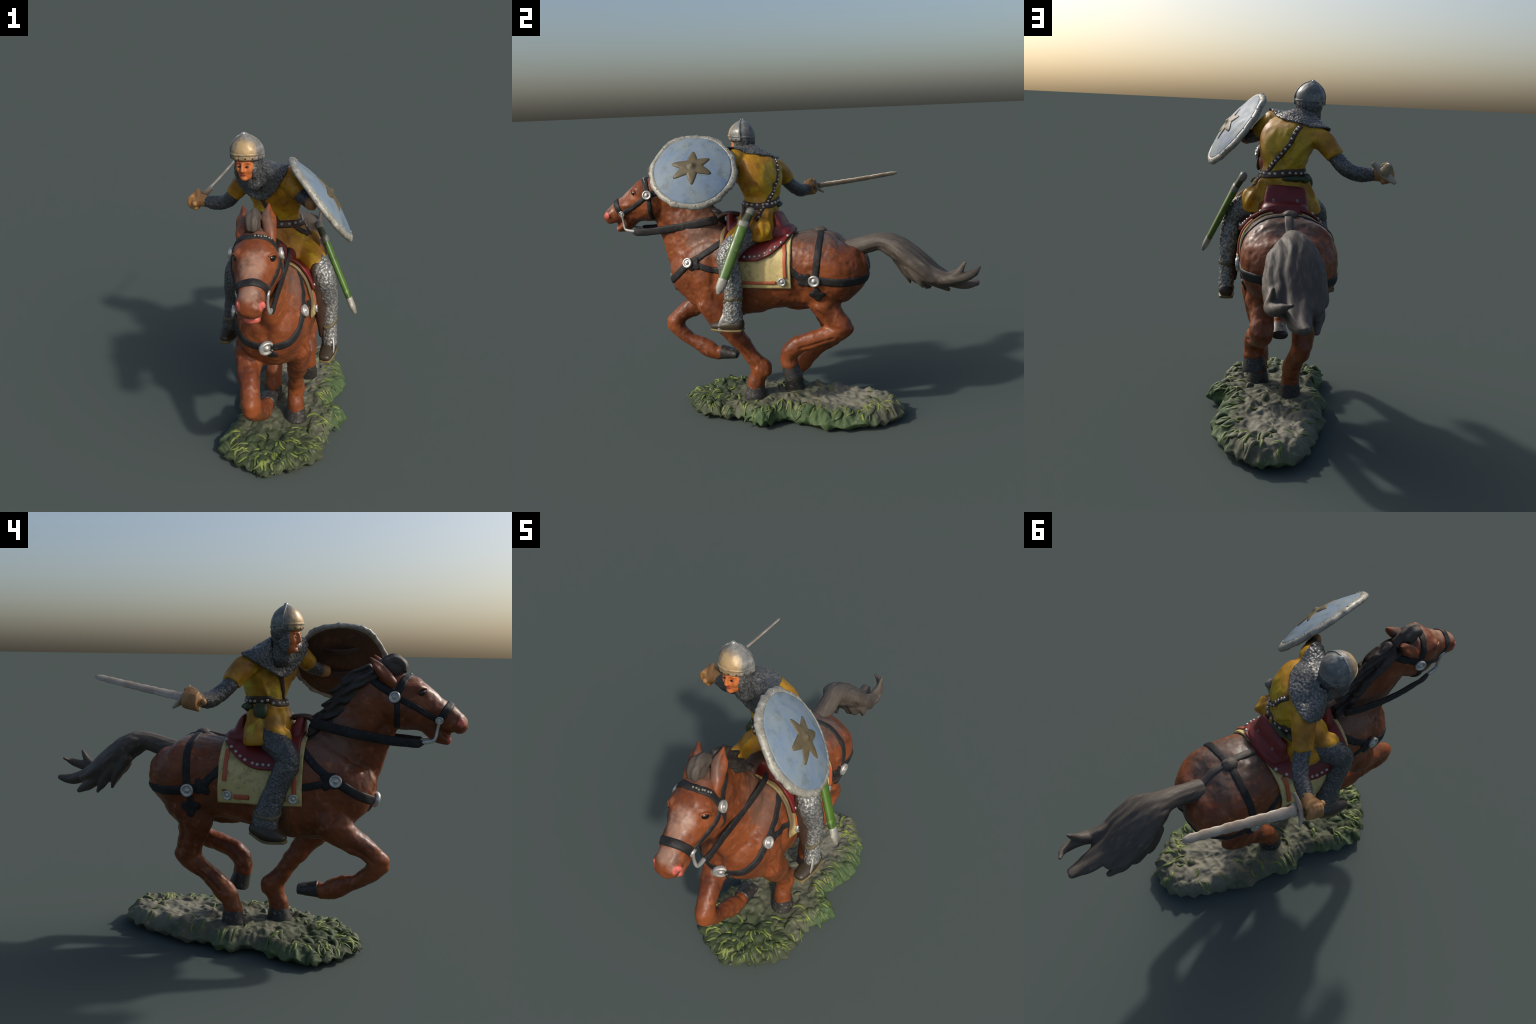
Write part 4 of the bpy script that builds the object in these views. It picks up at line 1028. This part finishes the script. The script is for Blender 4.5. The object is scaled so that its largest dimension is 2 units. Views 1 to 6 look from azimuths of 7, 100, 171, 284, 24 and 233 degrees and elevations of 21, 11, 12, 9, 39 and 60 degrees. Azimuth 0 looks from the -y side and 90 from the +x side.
add('scabbard_collar', loft([(*(th_ - sd * .008), .018, .0245), (*(th_ + sd * .010), .018, .0245)], (1, 0, .4), 20, 3, 2.6), M_SCABTOP, SCAB)

# ------------------------------------------------------------------ shield
SC = np.array((.242, -.418, 1.322)); sn = np.array((.80, .11, .60)); sn /= np.linalg.norm(sn)
SF = frame(sn, (0, 0, 1)); RS = .220
def dome(r):
    return .046 * (1 - (r / RS) ** 2)
def spt(x, y, h=0.):
    return SC + SF @ np.array([x, y, dome(math.hypot(x, y)) + h])
def disc(radii, top, bot, n=72, wob=0.):
    V = []
    for r in radii:
        for k in range(n):
            a = 2 * math.pi * k / n; V.append(spt(r * math.cos(a), r * math.sin(a), top))
    for r in reversed(radii):
        for k in range(n):
            a = 2 * math.pi * k / n; V.append(spt(r * math.cos(a), r * math.sin(a), bot))
    mm = 2 * len(radii); F = []
    for i in range(mm - 1):
        for k in range(n):
            F.append((i * n + k, i * n + (k + 1) % n, (i + 1) * n + (k + 1) % n, (i + 1) * n + k))
    F.append(tuple(reversed(range(n)))); F.append(tuple(range((mm - 1) * n, mm * n)))
    return np.array(V), F
rad = list(np.linspace(.002, .196, 24))
dv = disc(rad, .010, .0)
v = dv[0] + (.0018 * fbm(dv[0], 28, 2, 41))[:, None] * sn
SHIELD = add('shield', (v, dv[1]), M_BLUE)
bk = disc(list(np.linspace(.002, .200, 14)), .002, -.008)
v = bk[0].copy(); nb_ = len(v) // 2                                # shallow inner face, filled behind the dome
for i_ in range(nb_, len(v)):
    l_ = (v[i_] - SC) @ SF
    v[i_] = SC + SF @ np.array([l_[0], l_[1], l_[2] * .25 - .004])
v[nb_:] += (.003 * fbm(v[nb_:], 30, 2, 44))[:, None] * sn
add('shield_back', (v, bk[1]), M_WOOD, SHIELD)
n, k_ = 120, 14; V = []
for i in range(n):
    a = 2 * math.pi * i / n
    wob = .006 * vnoise(np.array([[math.cos(a) * 5, math.sin(a) * 5, 3.3]]))[0] + .0045 * vnoise(np.array([[math.cos(a) * 17, math.sin(a) * 17, 1.3]]))[0]
    for b in range(k_):
        th = 2 * math.pi * b / k_
        r = .2045 + (.0165 + wob * .5) * math.cos(th) + wob * .6; h = .0125 * math.sin(th) * (1 if math.sin(th) > 0 else 1.2)
        V.append(SC + SF @ np.array([r * math.cos(a), r * math.sin(a), dome(.2045) + .002 + h - (r - .2045) * .2]))
F = [(i * k_ + b, ((i + 1) % n) * k_ + b, ((i + 1) % n) * k_ + (b + 1) % k_, i * k_ + (b + 1) % k_) for i in range(n) for b in range(k_)]
add('shield_rim', (np.array(V), F), M_RIM, SHIELD)
for k in range(20):
    a = 2 * math.pi * (k + .3 * math.sin(k * 3)) / 20
    add('rivet', stud(SC + SF @ np.array([.205 * math.cos(a), .205 * math.sin(a), dome(.2045) + .0125]), sn, .005, .004, 8), M_RIM, SHIELD)
# six-armed star: angle (deg, seen from outside) and length of each arm
arms = [(88, .092), (27, .100), (-24, .108), (-90, .104), (213, .115), (168, .108)]
m = 144; rr = np.linspace(.02, 1, 14); V = []
def star_r(a):
    best = .040
    for d, L_ in arms:
        dd = (a - math.radians(d) + math.pi) % (2 * math.pi) - math.pi
        if abs(dd) < 1.3:
            for r in np.linspace(L_, .03, 40):           # furthest radius still inside a blunt tapering arm
                t = r * math.cos(dd) / L_
                if abs(r * math.sin(dd)) <= .034 * max(0, 1 - t) ** .75 + (.003 if t < .97 else 0):
                    best = max(best, r); break
    return best
SR = np.array([star_r(2 * math.pi * j / m) for j in range(m)])
SR = (SR + np.roll(SR, 1) + np.roll(SR, -1)) / 3
for h in (0, 1):
    for f in rr:
        for j in range(m):
            a = 2 * math.pi * j / m; r = SR[j] * f
            e = .010 + (.0045 * (1 - f ** 8) + .0015) if h == 0 else .004
            V.append(spt(r * math.cos(a), r * math.sin(a), e))
K = len(rr); F = []
for h in (0, 1):
    for i in range(K - 1):
        for j in range(m):
            b = h * K * m; F.append((b + i * m + j, b + i * m + (j + 1) % m, b + (i + 1) * m + (j + 1) % m, b + (i + 1) * m + j))
    F.append(tuple(h * K * m + j for j in range(m)))
for j in range(m):
    F.append(((K - 1) * m + j, (K - 1) * m + (j + 1) % m, (2 * K - 1) * m + (j + 1) % m, (2 * K - 1) * m + j))
add('star_emblem', (np.array(V), F), M_STAR, SHIELD)
add('shield_boss', lathe([(.034, .0), (.030, .005), (.022, .009), (.014, .011), (.010, .016), (.0001, .019)], spt(0, 0, .008), sn, 24), M_STAR, SHIELD)
for y in (-.06, .07):
    add('arm_strap', loft([(*spt(-.09, y, -.022), .016, .006), (*spt(-.03, y, -.052), .017, .006), (*spt(.03, y, -.054), .017, .006), (*spt(.09, y, -.022), .016, .006)], tuple(SF[:, 1]), 10), M_BROWN, SHIELD)

# ================================================================== BASE
outline = np.array([(.02, -.595), (.10, -.552), (.178, -.510), (.248, -.450), (.272, -.36), (.285, -.245), (.325, -.175), (.378, -.100), (.320, -.04), (.290, .025), (.335, .12),
                    (.375, .24), (.345, .44), (.280, .536), (.240, .592), (.165, .620), (.047, .598), (-.04, .488), (-.097, .345), (-.147, .245), (-.150, .13), (-.203, .01),
                    (-.160, -.11), (-.232, -.25), (-.258, -.380), (-.222, -.455), (-.145, -.52), (-.06, -.572)])
OC = catmull_closed(outline, 14); no = len(OC)
cx_, cy_ = .07, .02
nr = 84; V = []
cen = np.array([cx_, cy_])
# centre line so that the plan is star-shaped about a short spine
spine = np.column_stack([np.interp(OC[:, 1], [-.6, 0, .6], [.02, .07, .15]), np.clip(OC[:, 1], -.36, .40)])
k_arr = np.arange(no) / no
jag = .012 * np.sin(2 * np.pi * k_arr * 47 + 3 * np.sin(2 * np.pi * k_arr * 5)) * .6
dirs = OC - spine; dl = np.linalg.norm(dirs, axis=1)[:, None]; dirs = dirs / dl
rim = OC + dirs * jag[:, None]
grid = []
for i in range(nr):
    t = i / (nr - 1)
    grid.append(spine * (1 - t) + rim * t)
grid = np.array(grid)
P2 = grid.reshape(-1, 2); P3 = np.column_stack([P2, np.zeros(len(P2))])
t_ = np.repeat(np.linspace(0, 1, nr), no); edge_d = (1 - t_) * np.tile(dl[:, 0], nr)      # distance to the rim
warp = np.column_stack([fbm(P3, 9, 2, 50), fbm(P3, 9, 2, 51), np.zeros(len(P3))]) * .035
ridge = 1 - np.abs(fbm(P3 + warp, 19, 2, 52)) * 1.9
ridge2 = 1 - np.abs(fbm((P3 + warp * 1.4) * np.array([1.25, .8, 1]), 34, 2, 53)) * 1.9
flat = np.ones(len(P3))
for hx_, hy_ in ((.117, -.178), (-.014, .02)):
    flat *= 1 - .8 * np.exp(-(((P2[:, 0] - hx_) / .08) ** 2 + ((P2[:, 1] - hy_) / .09) ** 2))
hump = np.interp(P2[:, 1], [-.6, -.48, -.3, -.1, .3, .64], [.046, .052, .069, .089, .083, .070])
lumps = .55 - worley(P3 * np.array([1, .8, 1]) + warp * .8, 11.)
top = hump + flat * (.030 * lumps + .012 * (ridge - .45) + .006 * (ridge2 - .45) + .008 * fbm(P3, 5, 2, 55))
top += .012 * np.exp(-((P2[:, 1] - .55) / .12) ** 2) * flat
flute = 1 - np.abs(np.interp(np.tile(k_arr, nr), np.arange(161) / 160, vnoise(np.column_stack([np.arange(161) * .83, np.zeros(161), np.zeros(161)])) * 2)).clip(0, 1)
top += .012 * (flute - .5) * np.exp(-(edge_d / .07) ** 2)
fall = np.clip(edge_d / .085, 0, 1); fall = 1 - (1 - fall) ** 2.2
z = .036 + np.tile(.010 * np.sin(2 * np.pi * k_arr * 31 + 1), nr) * (1 - fall) + (top - .036) * fall
V = [np.column_stack([P2, z])]
low = rim - dirs * .012; V.append(np.column_stack([low, np.clip(.020 + .009 * np.sin(2 * np.pi * k_arr * 43) + .007 * np.sin(2 * np.pi * k_arr * 17), .002, .05)]))
V.append(np.column_stack([rim - dirs * .055, np.full(no, .0)])); V.append(np.column_stack([spine, np.zeros(no)]))
V = np.vstack(V); F = []
for i in range(nr + 2):
    for j in range(no):
        j2 = (j + 1) % no; F.append((i * no + j, i * no + j2, (i + 1) * no + j2, (i + 1) * no + j))
BASE_VF = (V, F)
BB = bvh_of(V[:nr * no], F[:(nr - 1) * no])

# grass: short curved blades half sunk in the ground, hanging outward near the rim
random.seed(5)
def blades(count, lit):
    out = []; tries = 0
    while len(out) < count and tries < 9000:
        tries += 1
        j = random.randrange(no); t = random.random() ** .5
        p2 = spine[j] * (1 - t) + rim[j] * t
        if min(math.hypot(p2[0] - .117, p2[1] + .178), math.hypot(p2[0] + .014, p2[1] - .02)) < .085:
            continue
        front = 1 if (p2[1] < -.2 or p2[0] > .22) else (.15 if p2[1] > .12 else .4)
        if random.random() > front:
            continue
        ed = (1 - t) * dl[j, 0]
        base_a = math.atan2(dirs[j, 1], dirs[j, 0])
        a = base_a + random.gauss(0, .4 if ed < .06 or lit else 1.1)
        L_ = random.uniform(.05, .10); w_ = random.uniform(.0045, .008) if lit else random.uniform(.009, .017); h = random.uniform(.006, .009) if lit else random.uniform(.010, .016); bend = random.uniform(-.7, .7)
        if ed < L_ * .5 + .004:
            p2 = p2 - dirs[j] * (L_ * .5 * max(0, math.cos(a - base_a)) + .004 - min(ed, .03))
        pts = []
        for k in range(5):
            s = k / 4 - .5; aa = a + bend * s * 2
            q = p2 + np.array([math.cos(aa), math.sin(aa)]) * L_ * s
            hit = BB.ray_cast(Vector((q[0], q[1], 1)), Vector((0, 0, -1)))
            zz = hit[0].z if hit[0] else (pts[-1][2] - .014 if pts else .03)
            pts.append((q[0], q[1], max(.006, zz + h * (math.sin(math.pi * (k + .3) / 4.6) - .75))))
        out.append(loft([(*p, w_ * r, h * .55 * r) for p, r in zip(pts, (.45, .9, 1, .7, .15))], (-math.sin(a), math.cos(a), 0), 10, 3))
    return join(out)
lv = blades(330, False)
GV, GF = remesh([BASE_VF, lv], .0045)
GV = smooth(GV, GF, 2)
GN = normals(GV, GF)
GV = GV + GN * (.0035 * fbm(GV, 34, 2, 71))[:, None]
GV[:, 2] -= GV[:, 2].min()
BASE = add('grassy_base', (GV, GF), M_BASE)
BB = bvh_of(GV, GF)
lv2 = blades(60, False)
add('grass_tuft', lv2, M_GRASS, BASE, stuff=True)
add('grass_tuft', blades(120, True), M_GRASSLIGHT, BASE, stuff=True)
